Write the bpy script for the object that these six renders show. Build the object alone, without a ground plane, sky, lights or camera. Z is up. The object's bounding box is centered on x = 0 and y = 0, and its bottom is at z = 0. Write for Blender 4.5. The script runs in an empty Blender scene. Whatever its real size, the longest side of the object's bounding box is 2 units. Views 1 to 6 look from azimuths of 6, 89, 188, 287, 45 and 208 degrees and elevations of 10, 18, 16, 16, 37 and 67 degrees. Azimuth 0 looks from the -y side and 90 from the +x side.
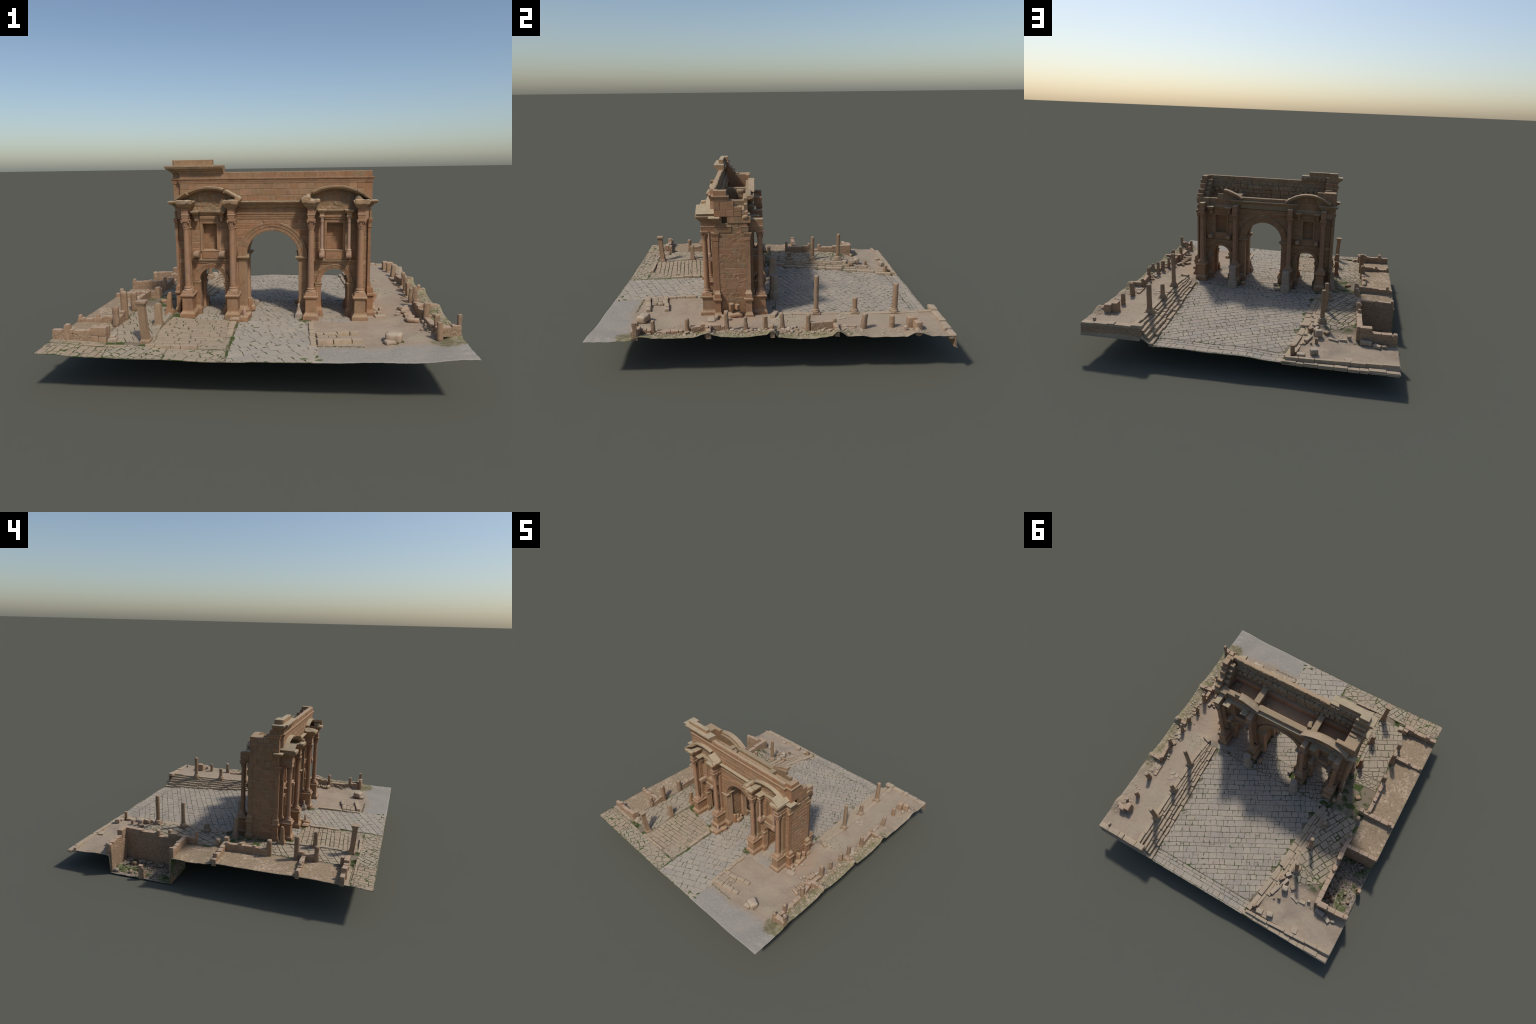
# A ruined three-bay Roman arch standing on its excavated, paved site.
# Everything is built in metres in the world frame: -y is the front, z up.
import bpy, math, random
import numpy as np
from mathutils import Vector, Matrix, noise
from mathutils.geometry import tessellate_polygon

RNG = random.Random(7)
U = RNG.uniform
def G(s): return RNG.gauss(0, s)
def nz(x, y, z, f=1.0): return noise.noise(Vector((x * f, y * f, z * f)))
def lerp(a, b, t): return a + (b - a) * t
def interp(x, xs, ys): return float(np.interp(x, xs, ys))

# =====================================================================
# mesh helpers
# =====================================================================
class MB:
    """Collects vertices and faces of one mesh."""
    def __init__(s): s.v, s.f = [], []
    def add(s, vs, fs):
        b = len(s.v); s.v.extend(tuple(p) for p in vs); s.f.extend(tuple(i + b for i in f) for f in fs)
        return s
    def jitter(s, a, freq=60):
        s.v = [(x + a * nz(x, y, z + 3, freq), y + a * nz(x + 5, y, z, freq), z + a * nz(x, y + 9, z, freq)) for x, y, z in s.v]
        return s
    def moved(s, fn): s.v = [tuple(fn(Vector(p))) for p in s.v]; return s
    def mesh(s, name, mat, smooth=None):
        me = bpy.data.meshes.new(name); me.from_pydata(s.v, [], s.f); me.validate(); me.update()
        if mat: me.materials.append(mat)
        fix_normals(me)
        if smooth is not None:
            me.polygons.foreach_set("use_smooth", [True] * len(me.polygons))
            me.set_sharp_from_angle(angle=math.radians(smooth))
        return me

def fix_normals(me):
    import bmesh
    bm = bmesh.new(); bm.from_mesh(me); bmesh.ops.recalc_face_normals(bm, faces=bm.faces); bm.to_mesh(me); bm.free()

def put(name, me, parent, kind=None, loc=(0, 0, 0), rot=0.0):
    o = bpy.data.objects.new(name, me); bpy.context.collection.objects.link(o)
    m = Matrix.Translation(loc) @ Matrix.Rotation(rot, 4, 'Z')
    o.parent = parent
    if parent is not None: o.matrix_parent_inverse = parent["_inv"] if False else PINV[parent.name]
    o.matrix_basis = m
    if kind: o["kind"] = kind
    PINV[o.name] = (Matrix(PABS[parent.name]) @ Matrix()).inverted() if False else m.inverted()
    return o
PINV, PABS = {}, {}

def top(name, loc, label, category):
    e = bpy.data.objects.new(name, None); bpy.context.collection.objects.link(e)
    e.location = loc; e.empty_display_size = .05; e["label"] = label; e["category"] = category
    PINV[e.name] = Matrix.Translation(loc).inverted()
    return e

def build(name, mb, mat, parent, smooth=None, kind=None):
    return put(name, mb.mesh(name, mat, smooth), parent, kind)

class Pieces:
    """Many like pieces: the largest become objects of their own, the rest one joined mesh."""
    def __init__(s, name, parent, most=300, smooth=None): s.n, s.p, s.m, s.s, s.L = name, parent, most, smooth, []
    def add(s, mb, size, mat): s.L.append((size, len(s.L), mb, mat))
    def done(s):
        L = sorted(s.L, key=lambda t: (-t[0], t[1])); rest = {}
        for i, (sz, _, mb, mat) in enumerate(L):
            if i < s.m: build(s.n, mb, mat, s.p, s.s)
            else: rest.setdefault(mat.name, (MB(), mat))[0].add(mb.v, mb.f)
        for mb, mat in rest.values(): build(s.n, mb, mat, s.p, s.s, "stuff")

def loft(rings, caps=True, closed=True):
    n = len(rings[0]); vs = [p for r in rings for p in r]; fs = []
    for k in range(len(rings) - 1):
        for i in range(n if closed else n - 1):
            j = (i + 1) % n
            fs.append((k * n + i, k * n + j, (k + 1) * n + j, (k + 1) * n + i))
    if caps: fs += [tuple(range(n))[::-1], tuple((len(rings) - 1) * n + i for i in range(n))]
    return MB().add(vs, fs)

def stack(rects):
    """Rectangles (x0,x1,y0,y1,z) lofted from bottom to top: pedestals, caps, brackets."""
    return loft([[(a, c, z), (b, c, z), (b, d, z), (a, d, z)] for a, b, c, d, z in rects])

def box(x0, x1, y0, y1, z0, z1, ch=.0012):
    ch = min(ch, (x1 - x0) / 4, (y1 - y0) / 4, (z1 - z0) / 4)
    return stack([(x0 + ch, x1 - ch, y0 + ch, y1 - ch, z0), (x0, x1, y0, y1, z0 + ch), (x0, x1, y0, y1, z1 - ch), (x0 + ch, x1 - ch, y0 + ch, y1 - ch, z1)])

def rough(cx, cy, z0, sx, sy, sz, rot=0, rnd=.3, amp=.002, seg=None, tilt=(0, 0), taper=1.0, freq=35, seed=0):
    """A weathered stone standing on z0: a rounded box with lumps."""
    r = rnd * min(sx, sy, sz) / 2; h = (sx / 2, sy / 2, sz / 2)
    n = [seg or max(2, min(9, int(round(s / .009)))) for s in (sx, sy, sz)]
    idx, vs, fs = {}, [], []
    def vert(i, j, k):
        if (i, j, k) not in idx:
            p = [(-1 + 2 * t / m) * hh for t, m, hh in zip((i, j, k), n, h)]
            c = [max(-hh + r, min(hh - r, q)) for q, hh in zip(p, h)]
            d = Vector([a - b for a, b in zip(p, c)])
            if d.length > 1e-9: p = [b + e * r for b, e in zip(c, d.normalized())]
            t = (p[2] / sz + .5); s = lerp(1, taper, t)
            x, y, z = p[0] * s, p[1] * s, p[2] + h[2]
            q = Vector((x, y, z)); o = seed * 7.3 + cx * 31 + cy * 17
            dn = amp * (noise.noise(q * freq + Vector((o, 0, 0))) + .5 * noise.noise(q * freq * 2.3 + Vector((0, o, 0))))
            out = Vector((p[0] / h[0], p[1] / h[1], p[2] / h[2])).normalized()
            q = q + out * dn; q.x += tilt[0] * t; q.y += tilt[1] * t
            ca, sa = math.cos(rot), math.sin(rot)
            idx[(i, j, k)] = len(vs); vs.append((cx + q.x * ca - q.y * sa, cy + q.x * sa + q.y * ca, z0 + q.z))
        return idx[(i, j, k)]
    for a, b, c in ((0, 1, 2), (1, 2, 0), (2, 0, 1)):
        for e in (0, n[c]):
            for i in range(n[a]):
                for j in range(n[b]):
                    q = []
                    for di, dj in ((0, 0), (1, 0), (1, 1), (0, 1)):
                        t = [0, 0, 0]; t[a], t[b], t[c] = i + di, j + dj, e; q.append(vert(*t))
                    fs.append(tuple(q))
    return MB().add(vs, fs)

def lathe(prof, n=24, cx=0, cy=0, wob=0, flute=0, lean=(0, 0)):
    rings = []; z0, z1 = prof[0][1], prof[-1][1]
    for r, z in prof:
        ring = []
        t = (z - z0) / max(1e-6, z1 - z0)
        for i in range(n):
            a = 2 * math.pi * i / n
            rr = r * (1 + wob * nz(math.cos(a) + cx * 9, math.sin(a) + cy * 9, z * 22)) * (1 - flute * (i % 2))
            ring.append((cx + rr * math.cos(a) + lean[0] * t, cy + rr * math.sin(a) + lean[1] * t, z))
        rings.append(ring)
    return loft(rings)

def moulding(path, prof, closed=False):
    """Profile (out, z) swept along a plan path with mitred corners; 'out' lies right of the path."""
    n = len(path); rings = []
    def nrm(a, b):
        d = Vector((b[0] - a[0], b[1] - a[1])).normalized(); return Vector((d.y, -d.x))
    for i, p in enumerate(path):
        a = nrm(path[i - 1], p) if (i > 0 or closed) else None
        b = nrm(p, path[(i + 1) % n]) if (i < n - 1 or closed) else None
        m = a if b is None else b if a is None else (a + b) / max(.2, 1 + a.dot(b))
        rings.append([(p[0] + m.x * o, p[1] + m.y * o, z) for o, z in prof])
    if closed: rings.append(rings[0])
    return loft(rings, caps=not closed)

def densify(path, step):
    out = []
    for a, b in zip(path, path[1:]):
        k = max(1, int(math.hypot(b[0] - a[0], b[1] - a[1]) / step))
        out += [(lerp(a[0], b[0], i / k), lerp(a[1], b[1], i / k)) for i in range(k)]
    return out + [path[-1]]

def arc_band(cx, cz, a0, a1, prof, n=28, wear=0):
    """Profile of (radius, y) swept over angles measured from straight up (positive to +x)."""
    rings = []
    for i in range(n + 1):
        a = lerp(a0, a1, i / n)
        w = 1 + wear * nz(a * 7, cx * 9, cz)
        rings.append([(cx + r * w * math.sin(a), y, cz + r * w * math.cos(a)) for r, y in prof])
    return loft(rings)

def extrude_xz(poly, y0, y1):
    n = len(poly)
    vs = [(x, y0, z) for x, z in poly] + [(x, y1, z) for x, z in poly]
    tri = tessellate_polygon([[Vector((x, z, 0)) for x, z in poly]])
    fs = [tuple(t) for t in tri] + [tuple(n + i for i in t[::-1]) for t in tri] + [(i, (i + 1) % n, n + (i + 1) % n, n + i) for i in range(n)]
    return MB().add(vs, fs)

def chamfered(top_pts, z_of, thick, ch):
    """A slab: polygon in plan, chamfered top following z_of(x,y)."""
    n = len(top_pts); c = Vector((sum(p[0] for p in top_pts) / n, sum(p[1] for p in top_pts) / n))
    inn = []
    for p in top_pts:
        d = c - Vector(p); L = d.length or 1; inn.append(Vector(p) + d * min(.3, ch / L * 1.3))
    ring = lambda ps, dz: [(p[0], p[1], z_of(p[0], p[1]) + dz) for p in ps]
    return loft([ring(top_pts, -thick), ring(top_pts, -ch * .7), ring(inn, 0)])

# =====================================================================
# materials
# =====================================================================
def tint(v, k): return tuple(a * b for a, b in zip(v, k)) if not isinstance(v[0], tuple) else [tint(c, k) for c in v]
K_ARCH, K_SOIL, K_GREY, K_TAN = (.74, .725, .66), (.82, .80, .74), (.95, .905, .79), (.83, .825, .77)
class NT:
    def __init__(s, name):
        s.m = bpy.data.materials.new(name); s.m.use_nodes = True; s.t = s.m.node_tree; s.N = s.t.nodes; s.N.clear()
        s.out = s.N.new("ShaderNodeOutputMaterial"); s.b = s.N.new("ShaderNodeBsdfPrincipled")
        s.b.inputs["Roughness"].default_value = .93; s.b.inputs["Specular IOR Level"].default_value = .15
        s.link(s.b.outputs[0], s.out.inputs[0])
        tc = s.N.new("ShaderNodeTexCoord"); s.obj = tc.outputs["Object"]
        info = s.N.new("ShaderNodeObjectInfo"); geo = s.N.new("ShaderNodeNewGeometry")
        s.rand = s.math("FRACT", s.math("ADD", info.outputs["Random"], geo.outputs["Random Per Island"]))
        s.normal = geo.outputs["Normal"]
    def link(s, a, b): s.t.links.new(a, b)
    def set(s, sock, v):
        if hasattr(v, "is_output"): s.link(v, sock)
        else: sock.default_value = v
    def math(s, op, a, b=0.0, clamp=False):
        n = s.N.new("ShaderNodeMath"); n.operation = op; n.use_clamp = clamp; s.set(n.inputs[0], a); s.set(n.inputs[1], b); return n.outputs[0]
    def vec(s, op, a, b):
        n = s.N.new("ShaderNodeVectorMath"); n.operation = op; s.set(n.inputs[0], a); s.set(n.inputs[1], b); return n.outputs[0]
    def shifted(s):
        """object coordinates moved by the piece's random number, so that pieces differ"""
        c = s.N.new("ShaderNodeCombineXYZ"); s.link(s.math("MULTIPLY", s.rand, 9.0), c.inputs[0]); s.link(s.math("MULTIPLY", s.rand, 5.0), c.inputs[2])
        return s.vec("ADD", s.obj, c.outputs[0])
    def noise(s, co, scale, detail=4, rough=.6, stretch=None, dist=0):
        if stretch: co = s.vec("MULTIPLY", co, stretch)
        n = s.N.new("ShaderNodeTexNoise"); s.link(co, n.inputs["Vector"])
        n.inputs["Scale"].default_value = scale; n.inputs["Detail"].default_value = detail; n.inputs["Roughness"].default_value = rough; n.inputs["Distortion"].default_value = dist
        return n.outputs["Fac"]
    def voro(s, co, scale, feature="F1", stretch=None):
        if stretch: co = s.vec("MULTIPLY", co, stretch)
        n = s.N.new("ShaderNodeTexVoronoi"); n.feature = feature; s.link(co, n.inputs["Vector"]); n.inputs["Scale"].default_value = scale
        return n.outputs
    def ramp(s, f, stops):
        n = s.N.new("ShaderNodeValToRGB"); s.link(f, n.inputs[0]); e = n.color_ramp.elements
        while len(e) < len(stops): e.new(.5)
        for x, (p, c) in zip(e, stops):
            x.position = p; x.color = (c, c, c, 1) if isinstance(c, (int, float)) else (*c, 1)
        return n.outputs[0]
    def step(s, f, a, b):
        """0 at a, 1 at b, smooth between (b may be the smaller)"""
        n = s.N.new("ShaderNodeMapRange"); n.interpolation_type = "SMOOTHSTEP"; s.set(n.inputs["Value"], f)
        lo, hi = min(a, b), max(a, b)
        n.inputs["From Min"].default_value = lo; n.inputs["From Max"].default_value = hi
        n.inputs["To Min"].default_value = 0. if b > a else 1.; n.inputs["To Max"].default_value = 1. if b > a else 0.
        return n.outputs["Result"]
    def mix(s, f, a, b, mode="MIX"):
        n = s.N.new("ShaderNodeMix"); n.data_type = "RGBA"; n.blend_type = mode
        s.set(n.inputs[0], f)
        for i, v in ((6, a), (7, b)):
            if isinstance(v, tuple): n.inputs[i].default_value = (*v, 1)
            else: s.link(v, n.inputs[i])
        return n.outputs[2]
    def xyz(s, v):
        n = s.N.new("ShaderNodeSeparateXYZ"); s.link(v, n.inputs[0]); return n.outputs
    def finish(s, col, height=None, bump=.35, dist=.002):
        s.link(col, s.b.inputs["Base Color"])
        if height is not None:
            n = s.N.new("ShaderNodeBump"); n.inputs["Strength"].default_value = bump; n.inputs["Distance"].default_value = dist
            s.link(height, n.inputs["Height"]); s.link(n.outputs[0], s.b.inputs["Normal"])
        return s.m

def mat_stone(name, cols, grey=.25, streak=.3, lichen=0., lichen_col=(.52, .46, .30), pits=.2, fine=1.0, k=K_SOIL):
    """Weathered sandstone: block-to-block tone, patches, run-off streaks, pits; lichen on upward faces."""
    cols, lichen_col = tint(cols, k), tint(lichen_col, (.86, .84, .79))
    t = NT(name); co = t.shifted()
    k = len(cols)
    base = t.ramp(t.rand, [(i / max(1, k - 1), c) for i, c in enumerate(cols)])
    big = t.noise(co, 9, 4, .6); mid = t.noise(co, 45, 4, .65); fin = t.noise(co, 240, 3, .7)
    g = tuple(sum(c) / 3 * w for c, w in zip([cols[0]] * 3, (1.1, 1.0, .82)))
    c = t.mix(t.math("MULTIPLY", t.step(big, .45, .7), grey), base, g)
    st = t.noise(co, 60, 3, .6, stretch=(1, 1, .12))
    c = t.mix(t.math("MULTIPLY", t.step(st, .5, .72), streak), c, tuple(x * .62 for x in cols[0]))
    c = t.mix(t.math("MULTIPLY", t.step(mid, .5, .75), .35), c, tuple(min(1, x * 1.35 + .02) for x in cols[-1]))
    c = t.mix(t.math("MULTIPLY", t.step(fin, .50, .70), .42 * fine), c, tuple(x * .55 for x in cols[0]))
    blot = t.noise(co, 22, 5, .7, dist=.6)
    c = t.mix(t.math("MULTIPLY", t.step(blot, .50, .62), .38), c, tuple(x * w for x, w in zip(cols[0], (.66, .68, .72))))
    c = t.mix(t.math("MULTIPLY", t.step(blot, .46, .36), .25), c, tuple(min(1, x * w) for x, w in zip(cols[-1], (1.35, 1.3, 1.2))))
    if lichen:
        up = t.step(t.xyz(t.normal)[2], .25, .8)
        lc = t.ramp(t.noise(co, 30, 3), [(.3, tuple(x * .82 for x in lichen_col)), (.7, lichen_col)])
        c = t.mix(t.math("MULTIPLY", up, lichen), c, lc)
    if pits:
        v = t.voro(co, 130)[0]
        c = t.mix(t.math("MULTIPLY", t.math("MULTIPLY", t.step(v, .28, .12), t.step(mid, .5, .6)), pits), c, tuple(x * .35 for x in cols[0]))
    h = t.math("ADD", t.math("MULTIPLY", mid, .7), t.math("MULTIPLY", fin, .45))
    return t.finish(c, h)

ARCH = [(.40, .205, .115), (.44, .25, .15), (.37, .22, .125), (.47, .265, .165), (.41, .255, .155), (.36, .235, .14)]
M_arch = mat_stone("arch_sandstone", ARCH, lichen=.55, lichen_col=(.53, .42, .29), k=K_ARCH)
M_core = mat_stone("mortar_and_core", [(.56, .35, .225), (.60, .38, .25)], streak=.2, lichen=.6, lichen_col=(.50, .39, .27), k=K_ARCH)
M_cornice = mat_stone("cornice_stone", [(.42, .26, .155), (.47, .31, .19)], lichen=.75, lichen_col=(.56, .48, .345), streak=.45, grey=.4, k=K_ARCH)
M_ruin = mat_stone("ruined_cornice", [(.42, .27, .165), (.46, .31, .20)], lichen=.7, lichen_col=(.55, .43, .31), streak=.4, grey=.4, k=K_ARCH)
M_column = mat_stone("column_stone", [(.44, .245, .15), (.46, .27, .175), (.41, .23, .14)], lichen=.6, lichen_col=(.55, .45, .33), streak=.25, k=K_ARCH)
M_pale = mat_stone("colonnette_marble", [(.52, .33, .245), (.55, .36, .27)], grey=.1, streak=.15, lichen=.4, k=K_ARCH)
M_inner = mat_stone("attic_rubble", [(.36, .255, .16), (.40, .29, .19), (.33, .22, .14), (.42, .28, .18)], streak=.4, grey=.5, lichen=.5, lichen_col=(.50, .40, .28), pits=.5, k=K_ARCH)
M_stand = mat_stone("standing_limestone", [(.36, .24, .155), (.40, .275, .185), (.43, .29, .19), (.37, .27, .19)], lichen=.5, lichen_col=(.55, .45, .34), pits=.5, k=(.74, .70, .64))
M_wall = mat_stone("low_wall_stone", [(.42, .275, .18), (.46, .31, .21), (.39, .255, .165)], lichen=.65, lichen_col=(.56, .43, .33), pits=.4)
M_block = mat_stone("fallen_stone", [(.45, .33, .24), (.49, .38, .29), (.42, .31, .23)], lichen=.6, lichen_col=(.57, .49, .39), pits=.3)
M_step = mat_stone("step_stone", [(.46, .34, .235), (.50, .385, .27), (.44, .35, .26), (.48, .35, .26)], lichen=.5, lichen_col=(.53, .44, .34), pits=.3)
M_fstub = mat_stone("fluted_stone", [(.42, .33, .26), (.45, .35, .28)], lichen=.5, lichen_col=(.46, .42, .37))

def mat_paving(name, cols, warm, k, bits=.3):
    cols, warm = tint(cols, k), tint(warm, k)
    t = NT(name); co = t.shifted()
    base = t.ramp(t.rand, [(i / (len(cols) - 1), c) for i, c in enumerate(cols)])
    big = t.noise(t.obj, 6, 3); mid = t.noise(co, 60, 4, .7); fin = t.noise(co, 300, 2, .7)
    c = t.mix(t.math("MULTIPLY", t.step(big, .42, .65), .5), base, warm)
    c = t.mix(t.math("MULTIPLY", t.step(mid, .48, .70), .5), c, tuple(x * .70 for x in cols[0]))
    c = t.mix(t.math("MULTIPLY", t.step(t.noise(co, 18, 5, .7), .52, .66), .35), c, tuple(x * w for x, w in zip(cols[0], (.86, .80, .72))))
    c = t.mix(t.math("MULTIPLY", t.step(fin, .5, .75), bits), c, tuple(min(1, x * 1.25) for x in cols[-1]))
    return t.finish(c, t.math("ADD", mid, t.math("MULTIPLY", fin, .4)), .25)
M_grey = mat_paving("grey_paving", [(.355, .315, .29), (.40, .355, .325), (.345, .32, .305), (.43, .38, .33), (.38, .33, .305), (.365, .335, .32)], (.43, .365, .31), K_GREY)
M_front = mat_paving("blue_grey_paving", [(.37, .34, .315), (.40, .365, .33), (.345, .325, .315), (.42, .375, .335), (.38, .335, .305)], (.40, .355, .31), K_GREY)
M_tan = mat_paving("tan_paving", [(.42, .315, .24), (.45, .36, .265), (.40, .325, .245), (.46, .345, .265)], (.42, .335, .235), K_TAN)
M_terr = mat_paving("terrace_paving", [(.40, .33, .25), (.45, .375, .285), (.42, .34, .27), (.38, .32, .25)], (.44, .35, .27), K_TAN)

GREEN = (.062, .085, .026)
def mat_ground():
    """Trodden earth, with tarmac at the front right corner, joint dirt and grass between the stones."""
    t = NT("site_earth"); p = t.obj; X, Y, Z = t.xyz(p)[0:3]
    n1 = t.noise(p, 7, 5, .6); n2 = t.noise(p, 40, 5, .7); n3 = t.noise(p, 260, 3, .75)
    soil = t.ramp(n1, [(.3, (.36, .27, .195)), (.5, (.43, .335, .255)), (.7, (.45, .37, .265))])
    soil = t.mix(t.math("MULTIPLY", t.step(n2, .5, .7), .35), soil, (.35, .28, .20))
    soil = t.mix(t.math("MULTIPLY", t.step(n3, .53, .68), .55), soil, (.62, .54, .45))
    soil = t.mix(t.math("MULTIPLY", t.step(t.noise(p, 150, 3, .7), .52, .68), .5), soil, (.25, .20, .14))
    # red earth round the foot of the arch on its right side
    dx = t.math("ABSOLUTE", t.math("SUBTRACT", X, .63)); dy = t.math("ABSOLUTE", t.math("SUBTRACT", Y, -.22))
    red = t.step(t.math("ADD", t.math("ADD", t.math("MULTIPLY", dx, 5.0), t.math("MULTIPLY", dy, 2.4)), t.math("MULTIPLY", n2, .5)), 1.0, .45)
    soil = t.mix(t.math("MULTIPLY", red, .45), soil, (.45, .30, .205))
    # grassy rubble along the right edge
    edge = t.step(t.math("ADD", X, t.math("MULTIPLY", t.math("SUBTRACT", n1, .5), .18)), .80, .87)
    back = t.step(t.math("ADD", Y, t.math("MULTIPLY", n1, .2)), .62, .45)
    gr = t.ramp(n2, [(.36, (.20, .19, .085)), (.5, (.30, .255, .155)), (.62, (.42, .35, .24))])
    soil = t.mix(t.math("MULTIPLY", edge, t.math("ADD", t.math("MULTIPLY", back, .75), .12)), soil, gr)
    # tarmac
    w = t.math("MULTIPLY", t.math("SUBTRACT", n1, .5), .16)
    line = t.math("SUBTRACT", t.math("ADD", Y, w), t.math("ADD", -.84, t.math("MULTIPLY", t.math("MAXIMUM", t.math("SUBTRACT", X, .55), 0.0), .22)))
    tar_m = t.math("MULTIPLY", t.step(line, .025, -.035), t.step(X, .27, .31))
    tar = t.ramp(n3, [(.38, (.27, .245, .215)), (.5, (.37, .335, .295)), (.62, (.47, .43, .385))])
    tar = t.mix(t.math("MULTIPLY", t.step(n1, .45, .7), .5), tar, (.42, .37, .31))
    px, py = t.math("SUBTRACT", X, .87), t.math("ADD", Y, .765)
    d2 = t.math("SQRT", t.math("ADD", t.math("MULTIPLY", t.math("MULTIPLY", px, px), 1.0), t.math("MULTIPLY", t.math("MULTIPLY", py, py), 1.0)))
    patch = t.step(t.math("ADD", d2, t.math("MULTIPLY", t.math("SUBTRACT", n2, .5), .05)), .085, .072)
    c = t.mix(t.math("MULTIPLY", tar_m, t.math("SUBTRACT", 1.0, patch)), t.mix(t.math("MULTIPLY", patch, .8), soil, t.mix(t.step(n2, .4, .6), (.17, .16, .08), (.29, .245, .16))), tar)
    # joints of the pavings: x window is everything between the right kerbs and the left rooms
    lim = t.ramp(Y, [(0, .30), (1, .30)])
    xr = t.math("ADD", t.math("MULTIPLY", t.step(Y, -.02, .02), .27), .275)
    pav = t.math("MULTIPLY", t.step(t.math("SUBTRACT", xr, X), .0, .012), t.step(X, -.72, -.69))
    pav = t.math("MAXIMUM", pav, t.step(Y, -.862, -.875)) ; pav = t.math("MULTIPLY", pav, t.step(t.math("SUBTRACT", xr, X), .0, .012))
    tri = t.math("MULTIPLY", t.math("MULTIPLY", t.step(X, -.245, -.225), t.step(X, -.108, -.118)), t.math("MULTIPLY", t.step(Y, -.866, -.856), t.step(Y, -.66, -.69)))
    tri = t.math("MULTIPLY", tri, t.step(n2, .62, .50))
    bare = t.math("MAXIMUM", tri, t.math("MULTIPLY", t.step(Y, .60, .66), t.step(X, -.30, -.34)))
    pav = t.math("MULTIPLY", pav, t.math("SUBTRACT", 1.0, bare))
    jd = t.mix(t.step(t.noise(p, 16, 4, .6), .46, .56), (.21, .17, .12), GREEN)
    jd = t.mix(t.step(n2, .55, .75), jd, (.25, .20, .14))
    sand = t.step(t.noise(p, 5, 3), .56, .68)
    jd = t.mix(t.math("MULTIPLY", sand, .6), jd, (.36, .29, .21))
    c = t.mix(1.0, c, (.83, .825, .79), 'MULTIPLY')
    c = t.mix(pav, c, jd)
    return t.finish(c, t.math("ADD", n2, n3), .4)
M_ground = mat_ground()

def mat_room():
    """Earth floor of the rooms with remains of pale plaster."""
    t = NT("room_floor_plaster"); p = t.obj
    n1 = t.noise(p, 13, 5, .65); n2 = t.noise(p, 60, 4, .7); n3 = t.noise(p, 280, 2, .7)
    c = t.ramp(n2, [(.3, (.25, .19, .125)), (.55, (.36, .28, .195)), (.75, (.43, .34, .245))])
    c = t.mix(t.math("MULTIPLY", t.math("MULTIPLY", t.step(n1, .53, .6), t.step(n2, .42, .55)), .85), c, (.54, .42, .315))
    c = t.mix(t.math("MULTIPLY", t.step(n3, .5, .7), .35), c, (.2, .155, .1))
    c = t.mix(1.0, c, (.9, .86, .8), 'MULTIPLY')
    return t.finish(c, t.math("ADD", n1, n2), .5)
M_room = mat_room()
def mat_pit():
    t = NT("pit_weeds"); p = t.obj
    n1 = t.noise(p, 14, 4, .6); n2 = t.noise(p, 90, 4, .7)
    c = t.ramp(n2, [(.35, (.10, .085, .06)), (.5, (.26, .205, .16)), (.68, (.48, .39, .31))])
    g = t.ramp(n2, [(.4, (.07, .10, .03)), (.65, (.19, .20, .09))])
    return t.finish(t.mix(t.math("MULTIPLY", t.step(n1, .47, .57), .8), c, g), n2, .8, .004)
M_pit = mat_pit()
def mat_rubble(name, a, b, dark):
    """Small coursed rubble: cells with dark joints."""
    t = NT(name); p = t.obj
    wob = t.N.new("ShaderNodeTexNoise"); t.link(p, wob.inputs["Vector"]); wob.inputs["Scale"].default_value = 70
    sc = t.N.new("ShaderNodeVectorMath"); sc.operation = "SCALE"; t.link(wob.outputs["Color"], sc.inputs[0]); sc.inputs[3].default_value = .012
    p2 = t.vec("ADD", p, sc.outputs[0])
    v = t.voro(p2, 80, stretch=(1, 1, 1.5)); e = t.voro(p2, 80, "DISTANCE_TO_EDGE", stretch=(1, 1, 1.5))[0]
    sep = t.N.new("ShaderNodeSeparateColor"); t.link(v["Color"], sep.inputs[0])
    c = t.mix(sep.outputs[0], a, b); n = t.noise(p, 120, 4, .7); big = t.noise(p, 8, 3)
    c = t.mix(t.math("MULTIPLY", t.step(n, .5, .75), .4), c, tuple(x * .6 for x in a))
    c = t.mix(t.math("MULTIPLY", t.step(big, .45, .7), .4), c, tuple(x * 1.25 for x in b))
    c = t.mix(t.math("MULTIPLY", t.math("MULTIPLY", t.step(e, .10, .02), .5), t.step(big, .35, .6)), c, dark)
    return t.finish(c, t.math("ADD", t.step(e, .0, .14), n), .7, .003)
M_rub = mat_rubble("wall_rubble", (.31, .20, .12), (.40, .275, .178), (.17, .115, .07))
def mat_plain(name, a, b, scale=120):
    t = NT(name); return t.finish(t.mix(t.noise(t.obj, scale, 3), a, b))
M_grass = mat_plain("grass", (.05, .075, .018), (.13, .16, .045), 40)
M_moss = mat_plain("moss", (.048, .072, .022), (.11, .125, .045), 90)

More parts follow.
